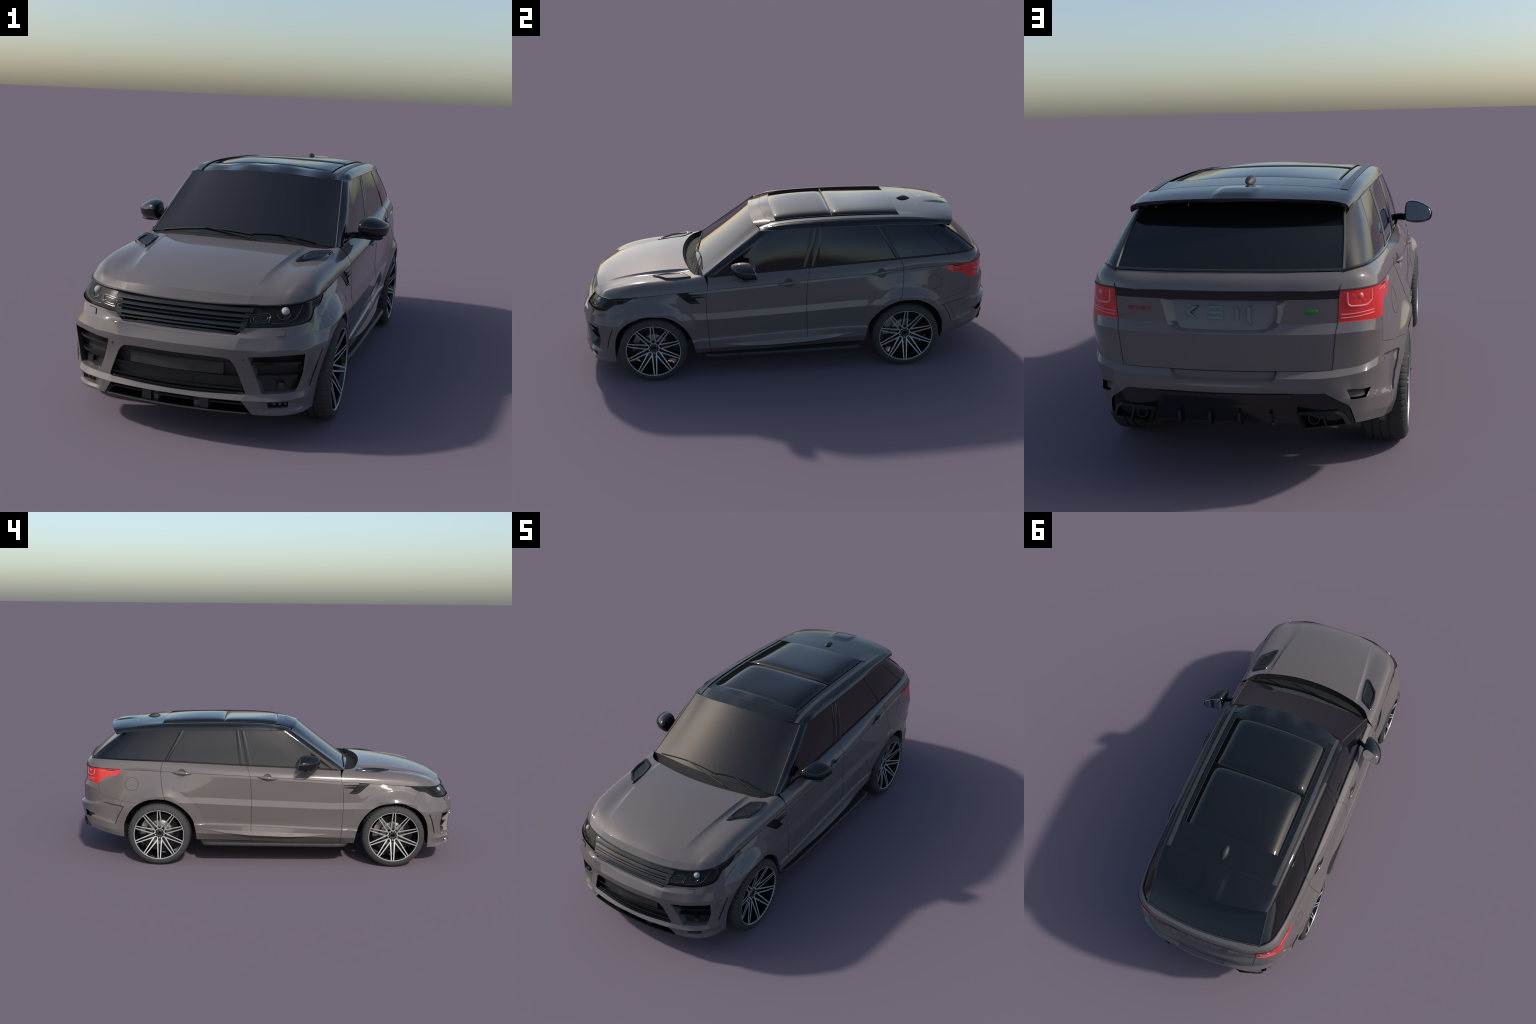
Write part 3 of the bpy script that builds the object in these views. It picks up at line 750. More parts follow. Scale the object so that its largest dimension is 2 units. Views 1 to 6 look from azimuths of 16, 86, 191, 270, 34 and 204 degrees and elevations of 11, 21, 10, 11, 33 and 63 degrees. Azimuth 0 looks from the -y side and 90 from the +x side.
# ================================================================== SEAMS (thin dark panel gaps)
g = Geo()
def seam(pts, r=.0013, sink=-.0006, proj=P_side, tree=None, closed=False):
    q = [proj(a, b, sink, tree) for a, b in dense(pts, .008, closed)]
    g.both(*tube(q, r, 6, closed))
seam(SEAM_A[:-1] + [(-.3753,.113)]); seam(SEAM_B[:-1] + [(.0815,.1265)]); seam(SEAM_C, r=.0015)
seam(SEAM_FB, .0009); seam(SEAM_RB, .001); seam(FUEL, .0012, closed=True)
seam([(.2525,.3115),(.2605,.3963),(.2646,.4185),(.2693,.494)], .0015, proj=P_rear)
g.both(*tube([(.2700,.9385,.495),(.2728,.9275,.513),(.2755,.9075,.5335)], .0015))
seam([(0.0,.3105),(.13,.3102),(.2525,.310)], .0012, proj=P_rear)
# waist line under the bonnet, along the doors
wl = [np.array(p) for p in resample(LOWN[-1][:, None, :], [], .01)[:, 0]]
g.both(*tube([p + np.array([.0004, 0, -.0008]) for p in wl if p[0] > .205 and p[1] < -.70], .0028, 6))
g.both(*tube([p + np.array([.0002, 0, -.0004]) for p in wl if p[0] > .2 and -.71 < p[1] < .745], .0009, 6))
g.both(*tube([p + np.array([.000, -.001, .0005]) for p in wl if p[1] < -.85 and p[0] < .225], .003, 6))
g.both(*tube([p + np.array([.000, 0.0005, .0005]) for p in wl if p[1] > .745], .0018, 6))
# roof seams
seam([(p[0], p[1]) for p in SEAMF], .0009, -.0005, P_top); seam(SEAMR, .0009, -.0005, P_top)
for a, b in (((.1108,.5145),(.1448,.688)), ((.5297,.534),(.4545,.684)), ((.7733,.5385),(.6372,.676))):
    seam([a, b], .0012, -.0004, P_side, B_GLASS)
seam([(.233,-.04),(.233,.2255),(.2315,.40),(.2290,.5455)], .0011, .0, P_top); seam([(0,.2272),(.233,.2272)], .0014, -.0008, P_top); seam([(0,.547),(.252,.547)], .0009, -.0005, P_top); seam(PF, .0009, -.0005, P_top)
add_mesh("panel_seam", g.V, g.F, SEAM, stuff=True)

# window line mouldings (gloss black)
g = Geo()
bl = resample(np.array(GB, float)[:, None, :], [], .012)[:, 0]
g.both(*tube([p + np.array([.001, 0, .001]) for p in bl[4:]], .0042, 8))
tl = resample(np.array(GT, float)[:, None, :], [], .012)[:, 0]
g.both(*tube([p + np.array([.0005, 0, -.002]) for p in tl if p[1] < .74], .0022, 6))
add_mesh("window_moulding", g.V, g.F, BLACK, stuff=True)
g = Geo()
ge = resample(np.array([RGB_[-1], RGM[-1], RGT[-1]], float)[:, None, :], [], .012)[:, 0]
g.both(*tube([p + np.array([0, .001, .0]) for p in ge], .004, 6))
rb = resample(np.array([(0,.9398,.5353),(.13,.932,.5345),(.2755,.9068,.5335)], float)[:, None, :], [], .012)[:, 0]
g.both(*tube([p + np.array([0, .0005, .002]) for p in rb], .0035, 6))
add_mesh("rear_window_seal", g.V, g.F, MATT, GATE_OB, stuff=True)
g = Geo()
we = resample(np.array([WSB[-1], WSM[-1], WST[-1]], float)[:, None, :], [], .012)[:, 0]
g.both(*tube([p + np.array([-.006, -.001, .001]) for p in we], .0015, 6))
add_mesh("windscreen_trim", g.V, g.F, PIPE, stuff=True)

# ================================================================== FRONT END DETAILS
def back_panel(ring): return list(ring), [tuple(range(len(ring)))]
# upper grille: black recess with six slats
G2 = [p for p in GRILLE if p[1] < .41]
half = [(0,.3225),(.09,.3235),(.165,.3246),(.1773,.3268),(.186,.3345),(.1975,.3440),(.199,.365),(.205,.385),(.2100,.3975)]
gr = Geo()
rows = 15; xs = np.linspace(0, 1, 24)
def grill_x(z):
    zz = [.3225,.3246,.3268,.3345,.3440,.365,.385,.3985]; xx = [.165,.170,.1773,.186,.1975,.199,.205,.2125]
    return float(np.interp(z, zz, xx))
Z = np.linspace(.3228, .3995, rows)
Vb = []; 
for z in Z:
    for s in xs:
        x = s * grill_x(z); p = P_front(x, min(z, .395), 0); Vb.append((p[0], p[1] + .010, z))
Fb = [(r * 24 + c, r * 24 + c + 1, (r + 1) * 24 + c + 1, (r + 1) * 24 + c) for r in range(rows - 1) for c in range(23)]
GRI = add_sym("front_grille", Vb, Fb, DARK, outward=(0, 0, .36))
for z0, z1, xm in ((.3240,.3318,.172),(.3355,.3425,.190),(.3455,.3560,.196),(.3605,.3668,.196),(.3690,.3795,.200),(.3825,.3975,.208)):
    A = []; 
    for x in np.linspace(-xm, xm, 41):
        a = P_front(x, z0); b = P_front(x, min(z1, .3955)); b[2] = z1
        A.append([a + np.array([0, .0030, 0]), a + np.array([0, -.0022, .0012]), b + np.array([0, .0008, -.0012]), b + np.array([0, .0045, 0]), b + np.array([0, .012, 0]), a + np.array([0, .012, 0])])
    add_mesh("grille_slat", *loft(A), BLACK, GRI, angle=35)
g = Geo()
for x0, x1 in ((.176, .2105),):
    A = []
    for z in np.linspace(.3300, .3965, 12):
        xo = grill_x(z); xi = xo - .016
        a = P_front(xi, z); b = P_front(xo, z)
        A.append([a + np.array([0, .001, 0]), b + np.array([0, .001, 0]), b + np.array([0, .012, 0]), a + np.array([0, .012, 0])])
    g.both(*loft(A))
add_mesh("grille_surround", g.V, g.F, BLACK, GRI)

# central air intake
def intake(name, poly, depth, frame_mat, parent, sym=True):
    if sym:
        h = [p for p in poly if p[0] >= 0]
        pts = dense(h, .01)
    else: pts = dense(poly, .01, True)
    rim = [P_front(a, b, 0.0003) for a, b in pts]
    inn = [p + np.array([0, depth, 0]) for p in rim]
    n = len(rim); m = n - 1 if sym else n
    F = [(i, (i + 1) % n, n + (i + 1) % n, n + i) for i in range(m)]
    return rim, inn, list(rim) + list(inn), F
rim, inn, V, F = intake("centre_intake", CI, .022, BLACK, FB)
CIO = add_sym("centre_intake_surround", V, F, BLACK, FB)
zs = np.linspace(.154, .2612, 14); V = []
def ci_x(z): return float(np.interp(z, [.153,.160,.168,.235,.248,.2575,.2605,.2615], [.200,.207,.205,.178,.170,.158,.142,.12]))
for z in zs:
    for s in np.linspace(0, 1, 20):
        x = s * ci_x(z); p = P_front(x, z); V.append((p[0], p[1] + .021, z))
F = [(r * 20 + c, r * 20 + c + 1, (r + 1) * 20 + c + 1, (r + 1) * 20 + c) for r in range(13) for c in range(19)]
add_sym("intake_mesh", V, F, MESH, CIO, outward=(0, 0, .2))
for z0, z1, yo, mt, xin in ((.2490,.2600,.004,BLACK,.012),(.2440,.2475,.006,BLACK,.006),(.2020,.2065,.006,BLACK,.006),(.1660,.1710,.007,BLACK,.006),(.1545,.1600,.006,BLACK,.010)):
    A = []; xm = ci_x((z0 + z1) / 2) - xin * .3
    for x in np.linspace(-xm, xm, 31):
        a = P_front(x, z0); b = P_front(x, z1)
        A.append([a + np.array([0, yo, 0]), b + np.array([0, yo, 0]), b + np.array([0, .02, 0]), a + np.array([0, .02, 0])])
    add_mesh("intake_bar", *loft(A), mt, CIO)
A = []
for x in np.linspace(-.142, .142, 31):
    a = P_front(x, .2075); b = P_front(x, .2435)
    A.append([a + np.array([0, .010, 0]), b + np.array([0, .012, 0]), b + np.array([0, .02, 0]), a + np.array([0, .02, 0])])
add_mesh("number_plate_panel", *loft(A), MATT, CIO)

# side intakes
rim, inn, V, F = intake("side_intake", SI, .030, PAINT, FB, False)
SIO = add_pair("side_intake_surround", V, F, PAINT, (FB, FB))
c = np.mean(inn, 0); n = len(inn)
add_pair("intake_mesh", [p - np.array([0, .002, 0]) for p in inn] + [c], [(i, (i + 1) % n, n) for i in range(n)], MESH, SIO, outward=(.29, 0, .2), angle=60)
for z0, z1, x0, x1 in ((.240,.250,.220,.349),(.200,.210,.236,.340)):
    A = []
    for x in np.linspace(x0, x1, 14):
        a = P_front(x, z0); b = P_front(x, z1)
        A.append([a + np.array([0, .010, 0]), b + np.array([0, .006, 0]), b + np.array([0, .028, 0]), a + np.array([0, .028, 0])])
    add_pair("intake_fin", *loft(A), BLACK, SIO)
bx = box((.297, P_front(.297,.18)[1] + .02, .180), (.016, .02, .016))
add_pair("parking_sensor", *bx, MATT, SIO)

# lower slot with black blade and struts
h = [(0,.1405),(.1990,.1402),(.2300,.1010)]
pts = dense(h, .01); rim = [P_front(a, b) for a, b in pts]; inn = [p + np.array([0, .05, 0]) for p in rim]; n = len(rim)
LS = add_sym("lower_slot", list(rim) + list(inn), [(i, i + 1, n + i + 1, n + i) for i in range(n - 1)], DARK, FB)
A = []
for x in np.linspace(-.215, .215, 41):
    p = np.array([x, -.992 + .47 * x * x if abs(x) < .1 else -.9873 + .012 * 0 + .47 * (x * x - .01), .1005])
    A.append([p + np.array([0, 0, 0]), p + np.array([0, .001, .004]), p + np.array([0, .06, .004]), p + np.array([0, .06, 0])])
add_mesh("splitter_blade", *loft(A), BLACK, FB)
A = []
for x in np.linspace(-.208, .208, 31):
    p = np.array([x, -.972 + .45 * x * x, .1195]); A.append([p, p + np.array([0, 0, .005]), p + np.array([0, .03, .005]), p + np.array([0, .03, 0])])
add_mesh("slot_bar", *loft(A), BLACK, FB)
V = [(-.225,-.90,.1),(.225,-.90,.1),(.20,-.90,.145),(-.20,-.90,.145)]
add_mesh("slot_backing", V, [(0, 1, 2, 3)], DARK, FB)
for sx in (-1, 1):
    add_mesh("slot_strut", *box((sx * .088, -.950, .120), (.028, .05, .040)), MATT, FB)
    add_mesh("slot_strut", *box((sx * .062, -.945, .120), (.014, .04, .040)), PAINT, FB)

# fog lamps
rim, inn, V, F = intake("fog", FOG, .012, PAINT, FB, False)
FO = add_pair("fog_lamp_surround", V, F, PAINT, (FB, FB))
add_pair("fog_lamp", inn, [tuple(range(len(inn)))], LAMPDARK, FO)
for k, xx in enumerate((.281,.297,.311)):
    p = P_front(xx, .1268); add_pair("fog_lamp_cell", *sphere((xx, p[1] + .012, .1268), .006), LAMPRING, FO)

# bumper side slots beside the wheels
q = [P_side(a, b, .0006) for a, b in dense([(-.829,.277),(-.845,.2411),(-.8565,.2007),(-.8635,.1700)], .008)]
q2 = [P_side(a, b, .0006) for a, b in dense([(-.8235,.2755),(-.8395,.2411),(-.8510,.2007),(-.8590,.1710)], .008)]
m = min(len(q), len(q2)); V = q[:m] + q2[:m]
add_pair("bumper_side_slot", V, [(i, i + 1, m + i + 1, m + i) for i in range(m - 1)], BLACK, (FB, FB), outward=(0, -.84, .2))
# bumper parking sensor dots and tow covers
for x, z in ((.199,.2585),):
    p = P_front(x, z, -.001); add_pair("parking_sensor", *sphere(tuple(p), .0035, 12, 8), MATT, (FB, FB))

# headlamp internals
def ring_front(pts, r, mat, name, parents, closed=True, off=-.0035):
    q = [P_front(a, b, off) for a, b in dense(arc_round(pts, .009) if closed else pts, .004, closed)]
    add_pair(name, *tube(q, r, 6, closed), mat, parents)
ring_front([(.2060,.3570),(.2050,.3790),(.2560,.3840),(.2570,.3610)], .0013, LAMPRING, "lamp_ring", HL)
ring_front([(.2620,.3575),(.285,.3585),(.308,.3625),(.322,.3720),(.329,.3850),(.332,.4020)], .0012, LAMPRING, "lamp_ring", HL, False)
ring_front([(.2130,.3625),(.2120,.3755),(.2500,.3785),(.2505,.3660)], .0008, LAMPRING, "lamp_ring", HL)
p = P_front(.2900, .3860)
add_pair("lamp_bulb", *sphere((.2900, p[1] + .0100, .3855), .0125, 24, 16), LAMPBALL, HL)
q = [P_front(.2900 + .0175 * math.cos(t), .3840 + .0155 * math.sin(t), .0004) for t in np.linspace(-2.9, -.2, 22)]
add_pair("lamp_ring", *tube(q, .0011), LAMPRING, HL)
q = [P_side(a, b, .0005) for a, b in dense([(-.838,.4050),(-.80,.4065),(-.768,.4075)], .006)]
add_pair("lamp_ring", *tube(q, .0016), LAMPRING, HL)

# ================================================================== REAR END DETAILS
# plate recess
half = [(.1489,.4745),(.1343,.4200),(.128,.4125),(.118,.4065),(.103,.4025),(.08,.4010),(0,.4005)]
inner = [(.1264,.4735),(.1155,.4195),(.112,.4150),(.105,.4095),(.0955,.4065),(.078,.4050),(0,.4045)]
rim = [P_rear(a, b) for a, b in half]
dep = [.022,.014,.011,.008,.006,.005,.004]
inn = []
for (a, b), d in zip(inner, dep):
    p = P_rear(a, b); inn.append(np.array([a, .9430 + .012 * (1 - (a / .13)**2) if b > .45 else .9500 + .010 * (1 - (a / .13)**2) + (.012 if b < .41 else 0), b]))
n = len(rim)
add_sym("number_plate_recess", rim + inn, [(i, i + 1, n + i + 1, n + i) for i in range(n - 1)], PAINT, GATE_OB, angle=20)
top = np.array([0, .9550, .4735])
add_sym("number_plate_panel", inn + [top], [tuple(range(n)) + (n,)], PAINT, GATE_OB, outward=(0, 0, .44))
add_sym("tailgate_trim_strip", [np.array(P_rear(x, .4745)) - np.array([0, dy, 0]) for dy in (0, .03) for x in np.linspace(0, .1489, 12)],
        [(i, i + 1, 13 + i, 12 + i) for i in range(11)], BLACK, GATE_OB)
# raised letters on the plate: chevron, three bars, two strokes
g = Geo()
def plate_pt(x, z): return np.array([x, .9600 + .0075 * (1 - (x / .13)**2) - .22 * (z - .418) + 0.0032, z])
def block(poly):
    A = [plate_pt(a, b) for a, b in poly]; B = [p - np.array([0, .012, 0]) for p in A]
    g.add(*prism(A, B))
block([(.0890,.4430),(.0680,.4575),(.0600,.4575),(.0800,.4430)]); block([(.0890,.4430),(.0800,.4430),(.0600,.4285),(.0680,.4285)])
for z in (.4555,.4435,.4320): block([(.0325, z + .0030),(-.0025, z + .0030),(-.0025, z - .0030),(.0325, z - .0030)])
block([(-.0310,.4575),(-.0385,.4500),(-.0385,.4285),(-.0310,.4285)])
block([(-.0590,.4575),(-.0660,.4575),(-.0660,.4300),(-.0710,.4180),(-.0590,.4270)])
add_mesh("plate_letter", g.V, g.F, GREYTXT, GATE_OB, angle=30)
# red model-grade lettering and green oval badge
cu = bpy.data.curves.new("tmp_text", "FONT"); cu.body = "SPORT"; cu.size = .0142; cu.extrude = .0008; cu.align_x = "CENTER"; cu.space_character = 1.05
to = bpy.data.objects.new("tmp_text", cu); bpy.context.collection.objects.link(to)
bpy.context.view_layer.update()
me = bpy.data.meshes.new_from_object(to.evaluated_get(bpy.context.evaluated_depsgraph_get()))
bpy.data.objects.remove(to); bpy.data.curves.remove(cu)
V = np.array([v.co for v in me.vertices]); F = [tuple(p.vertices) for p in me.polygons]; bpy.data.meshes.remove(me)
sx = .060 / (V[:, 0].max() - V[:, 0].min()); V[:, 0] *= sx; V[:, 0] -= (V[:, 0].max() + V[:, 0].min()) / 2
zc = (V[:, 1].max() + V[:, 1].min()) / 2
W2 = []
for v in V:
    x = .204 - v[0]; z = .4500 + (v[1] - zc) * .85; p = P_rear(x, z); W2.append((x, p[1] + .0010 + v[2], z))
add_mesh("lettering", W2, F, REDTXT, GATE_OB, angle=30)
p = P_rear(.2053, .4472)
Vb, Fb = sphere((0, 0, 0), 1, 32, 10)
bad = []
for v in Vb:
    x = -.2053 + .0155 * v[0]; z = .4472 + .0073 * v[2]; q = P_rear(x, z); bad.append((x, q[1] + .003 * v[1], z))
add_mesh("oval_badge", bad, Fb, GREEN, GATE_OB)
bad2 = [((x + .2053) * 1.07 - .2053, P_rear(x, z)[1] + (y - P_rear(x, z)[1]) * .5, (z - .4472) * 1.13 + .4472) for x, y, z in bad]
add_mesh("badge_rim", bad2, Fb, PIPE, GATE_OB)

# tail lamp light guides
def guide(pts, r, proj=P_rear):
    q = [proj(a, b, -.0008) for a, b in dense(pts, .004)]
    add_pair("lamp_light_guide", *tube(q, r, 8, flat=1.0), LAMPPALE, TL)
guide([(.2860,.4870),(.2870,.4620),(.2890,.4580),(.2940,.4550),(.320,.4530),(.3290,.4540),(.3350,.4590),(.3385,.4640),(.3390,.4880)], .0026)
guide([(.2725,.4365),(.30,.4370),(.325,.4385),(.3440,.4400)], .0017)
guide([(.2725,.4285),(.30,.4290),(.325,.4310),(.3440,.4330)], .0017)
guide([(.2965,.4835),(.3030,.4790)], .0009); guide([(.3000,.4620),(.3060,.4680)], .0009); guide([(.3140,.4600),(.3135,.4680)], .0009); guide([(.3270,.4630),(.3220,.4690)], .0009)
pq = P_rear(.3130, .4770); add_pair("lamp_bulb", *sphere((.3130, pq[1] - .0065, .4770), .0085, 16, 10), LAMPPALE, TL)
q = [P_side(a, b, .0004) for a, b in dense([(.855,.4800),(.82,.4795),(.788,.4780),(.79,.4740),(.815,.4725)], .005)]
add_pair("lamp_light_guide", *tube(q, .0008), LAMPPALE, TL)
q = [P_side(a, b, .0005) for a, b in ((.835,.4870),(.79,.4862),(.775,.4835),(.783,.4818),(.825,.4838))]
add_pair("lamp_reflector_patch", q, [tuple(range(len(q)))], LAMPDARK, TL, outward=(0, .8, .48))

# diffuser
DV, DF = LP["diffuser"]
DIF = add_sym("rear_diffuser", DV - np.array([0, .006, 0]), DF, BLACK, RB, **OUT)
pts = dense([(0,.2629),(.10,.2625),(.2361,.2605),(.2480,.2530),(.2870,.2255),(.2930,.2150),(.3014,.1767)], .01)
rim = [P_rear(a, b) for a, b in pts]; n = len(rim)
add_sym("diffuser_edge", rim + [p - np.array([0, .012, 0]) for p in rim], [(i, i + 1, n + i + 1, n + i) for i in range(n - 1)], BLACK, RB)
A = [P_rear(x, z, -.0045) for x, z in ((-.162,.2550),(-.150,.2440),(.150,.2440),(.162,.2550))]
nx = 24; V = []
for z, xm in ((.2550,.162),(.2495,.156),(.2440,.150)):
    V += [P_rear(x, z, -.0045) for x in np.linspace(-xm, xm, nx)]
add_mesh("diffuser_mesh", V, [(r * nx + c, r * nx + c + 1, (r + 1) * nx + c + 1, (r + 1) * nx + c) for r in range(2) for c in range(nx - 1)], MESH, DIF, outward=(0, 0, .25))
for x in (-.1075, -.033, .038, .1125):
    y0 = P_rear(x, .205)[1]
    A = [(x - .003, y0 - .006, .2090), (x - .003, y0 + .003, .2050), (x - .003, y0 + .004, .1830), (x - .003, y0 - .010, .1700), (x - .003, y0 - .03, .1680)]
    B = [(a + .006, b, c) for a, b, c in A]
    add_mesh("diffuser_fin", *prism(A, B), BLACK, DIF)
# exhaust boxes
o = [(.169,.2125),(.262,.2150),(.278,.2050),(.291,.1740),(.184,.1700)]
i_ = [(.178,.2065),(.260,.2085),(.272,.2010),(.281,.1790),(.190,.1760)]
def yb(x): return float(np.interp(x, [.13, .26, .31], [.985, .962, .925]))
A = [(a, yb(a) - .002, b) for a, b in o]; B = [(a, yb(a) + .001, b) for a, b in i_]; C = [(a, yb(a) - .045, b) for a, b in i_]; D = [(a, yb(a) - .045, b) for a, b in o]
V, F = loft([D, A, B, C], cap=False)
EX = add_pair("exhaust_surround", V, F, DARKP, (RB, RB), angle=20)
add_pair("exhaust_backing", C, [tuple(range(5))], DARK, EX)
A = [(.226,.930,.208),(.231,.930,.208),(.239,.930,.177),(.234,.930,.177)]
add_pair("exhaust_divider", *prism(A, [(a, .961, c) for a, b, c in A]), BLACK, EX)
def ypipe(cx, cz, r0, r1, y0, y1):
    rings = [[(cx + r * math.cos(t), y, cz + r * math.sin(t)) for t in np.linspace(0, 2 * math.pi, 24, endpoint=False)] for r, y in ((r1, y0), (r1, y1), (r0, y1), (r0, y0))]
    return loft(rings, cap=False)
add_pair("exhaust_pipe", *ypipe(.2085, .1935, .0115, .0135, .925, .962), CHROME, EX)
A = [(.243,.945,.202),(.266,.940,.202),(.272,.940,.186),(.246,.945,.186)]
add_pair("exhaust_insert", *prism(A, [(a, b - .01, c) for a, b, c in A]), CHROME, EX)
# tow-eye notch under the tailgate
hp = dense([(.1285,.3098),(.1245,.2935),(.117,.2885),(0,.2880)], .006)
rim = [P_rear(a, b) for a, b in hp]; inn = [np.array([p[0] * .97, p[1] - .016, p[2] + .003]) for p in rim]; n = len(rim)
F = [(i, i + 1, n + i + 1, n + i) for i in range(n - 1)]
topc = [np.array([p[0], p[1], .3108]) for p in inn]
F2 = [(n + i, n + i + 1, 2 * n + i + 1, 2 * n + i) for i in range(n - 1)]
add_sym("tailgate_step", rim + inn + topc, F + F2, PAINT, RB, angle=35)
# rear bumper side slot
q = dense([(.7335,.3035),(.7600,.2589),(.7800,.2100)], .006); 
add_pair("bumper_side_slot", *tube([P_side(a, b, -.0003) for a, b in q], .0022), BLACK, (RB, RB))
add_pair("bumper_side_slot", *tube([P_side(a, b, -.0003) for a, b in dense([(.8393,.3190),(.7335,.3035)], .006)], .0012), BLACK, (RB, RB))

# ================================================================== SIDE DETAILS
g = Geo()
for di, (f, r) in enumerate(HANDLES):
    par = DOORS["front_door" if di == 0 else "rear_door"]
    cup = CUPS[di]; cy = np.mean([p[0] for p in cup]); cz = np.mean([p[1] for p in cup])
    V = []; F = []; k = len(cup); R = [1, .85, .6, .3]
    for s in R:
        for a, b in cup:
            p = P_side(cy + (a - cy) * s, cz + (b - cz) * s); V.append(p - np.array([.012 * (1 - s**2), 0, 0]))
    V.append(P_side(cy, cz) - np.array([.012, 0, 0]))
    for i in range(3):
        for j in range(k): F.append((i * k + j, i * k + (j + 1) % k, (i + 1) * k + (j + 1) % k, (i + 1) * k + j))
    F += [(3 * k + j, 3 * k + (j + 1) % k, 4 * k) for j in range(k)]
    add_pair("handle_cup", V, F, PAINT, par, outward=(0, cy, cz))
    rings = []
    for t in np.linspace(0, 1, 17):
        y = f[0] + (r[0] - f[0]) * t; z = f[1] + (r[1] - f[1]) * t; e = max(.08, math.sin(math.pi * t)**.55)
        p = P_side(y, z) + np.array([.0005 + .0095 * e, 0, 0])
        rings.append([p + np.array([.0045 * e * math.cos(a), 0, .0072 * e * math.sin(a)]) for a in np.linspace(0, 2 * math.pi, 12, endpoint=False)])
    add_pair("door_handle", *loft(rings), PAINT, par, angle=45)

# sill blade: shallow scoop under the doors
sc = [(.3153,.1895),(.26,.178),(.2139,.1702),(.0814,.1614),(-.1133,.1556),(-.2245,.1577),(-.319,.1698)]
su = [(.3153,.1905),(.26,.188),(.2139,.1868),(.0814,.1834),(-.1133,.1759),(-.2245,.1725),(-.319,.1703)]
A = [P_side(a, b, .0005) for a, b in dense(sc, .01)]; k = len(A)
ups = np.interp([p[1] for p in A][::-1], [a for a, b in su][::-1], [b for a, b in su][::-1])[::-1]
B = [P_side(p[1], z, -.0005) for p, z in zip(A, ups)]
e = np.sin(np.linspace(0, math.pi, k))
A = [p + np.array([.007 * s, 0, 0]) for p, s in zip(A, e)]
C = [P_side(p[1], p[2] - .016 * s - .001, .0003) for p, s in zip(A, e)]
V = B + A + C
F = [(r * k + i, r * k + i + 1, (r + 1) * k + i + 1, (r + 1) * k + i) for r in range(2) for i in range(k - 1)]
add_pair("sill_blade", V, F, PAINT, outward=(0, 0, .18), angle=15)

# running boards
rings = []
for t, ys, w in ((0, -.418, .30), (.01, -.410, .60), (.03, -.395, .85), (.1, -.34, 1), (.3, -.12, 1), (.5, .0, 1), (.7, .15, 1), (.9, .30, 1), (.97, .328, .9), (.99, .339, .7), (1, .345, .35)):
    xo = .335 + (np.interp(ys, [-.43, -.1, .07, .18, .345], [.394, .407, .410, .415, .416]) - .335) * (w if w > .7 else w * .95); zt = np.interp(ys, [-.43, .345], [.114, .1245])
    rings.append([(.32, ys, zt), (xo - .006, ys, zt), (xo, ys, zt - .006), (xo - .0005, ys, zt - .013), (xo - .010, ys, zt - .019), (.32, ys, zt - .023)])
add_pair("running_board", *loft(rings), MATT, angle=40)

# fender vent slats
for (a, b) in (((-.4550,.4140),(-.3885,.4105)), ((-.4600,.4240),(-.3885,.4215))):
    A = [P_side(*p, .001) for p in dense([a, b], .01)]
    add_pair("vent_slat", *tube(A, .0019, 6), BLACK)
A = [P_side(*p, -.001) for p in dense([(-.5130,.4270),(-.4700,.3960),(-.4560,.3850),(-.4200,.3825)], .01)]
add_pair("vent_slat", *tube(A, .0022, 6), BLACK)

# bonnet vents
def vent_ring(pts, dz): return [P_top(a, b) + np.array([0, 0, dz]) for a, b in pts]
o = [(.2539,-.6341),(.268,-.6270),(.3189,-.570),(.3290,-.520),(.3315,-.4515),(.3270,-.4470),(.2740,-.4800),(.2670,-.4880),(.2540,-.560),(.2490,-.6260)]
ctr = np.array([.291,-.540])
def sc_(s): return [tuple(ctr + (np.array(p) - ctr) * s) for p in o]
def zplane(x, y): # tilted vent top plane
    return .4805 + .0085 * ((y + .634) / .185)
def vr(s, dz, flush=False):
    out = []
    for a, b in sc_(s):
        p = P_top(a, b); z = p[2] - .002 if flush else max(p[2] + .002, zplane(a, b) + dz); out.append(np.array([p[0], p[1], z]))
    return out
V, F = loft([vr(1.0, 0, True), vr(.97, .003), vr(.90, .006), vr(.72, .004), vr(.66, -.006)], cap=False)
HV = add_pair("bonnet_vent", V, F, BLACK, (BON, BON), angle=40)
r = vr(.665, -.004); add_pair("vent_mesh", r, [tuple(range(len(r)))], VMESH, HV, outward=(.29, -.54, 0))

# cowl, wipers
cb = resample(np.array([(0,-.4935,.506),(.12,-.4856,.505),(.24,-.461,.4997),(.27,-.452,.4955),(.308,-.43,.4925),(.3405,-.388,.4915)], float)[:, None, :], [], .012)[:, 0]
n = len(cb); ct = resample(np.array(WSB, float)[:, None, :], [], .012)[:, 0]
idx = np.linspace(0, len(ct) - 1, n); ct = np.array([[np.interp(i, range(len(ct)), ct[:, k]) for k in range(3)] for i in idx])
V = list(cb + np.array([0, .001, -.003])) + list((cb * .75 + ct * .25) + np.array([0, 0, -.026])) + list((cb * .35 + ct * .65) + np.array([0, 0, -.020])) + list(ct + np.array([0, .004, .002]))
F = [(rw * n + i, rw * n + i + 1, (rw + 1) * n + i + 1, (rw + 1) * n + i) for rw in range(3) for i in range(n - 1)]
COWL = add_sym("cowl_panel", V, F, COWLM, outward=(0, -.45, .3))
def ws_pt(x, t, off):
    """point on the windscreen: x across, t 0 bottom .. 1 top"""
    y = -.428 + .30 * x * x + .28 * t
    h = B_WS.ray_cast(Vector((abs(x), y, 2)), Vector((0, 0, -1)))
    return np.array([x, y, (h[0].z if h[0] else .5) + off])
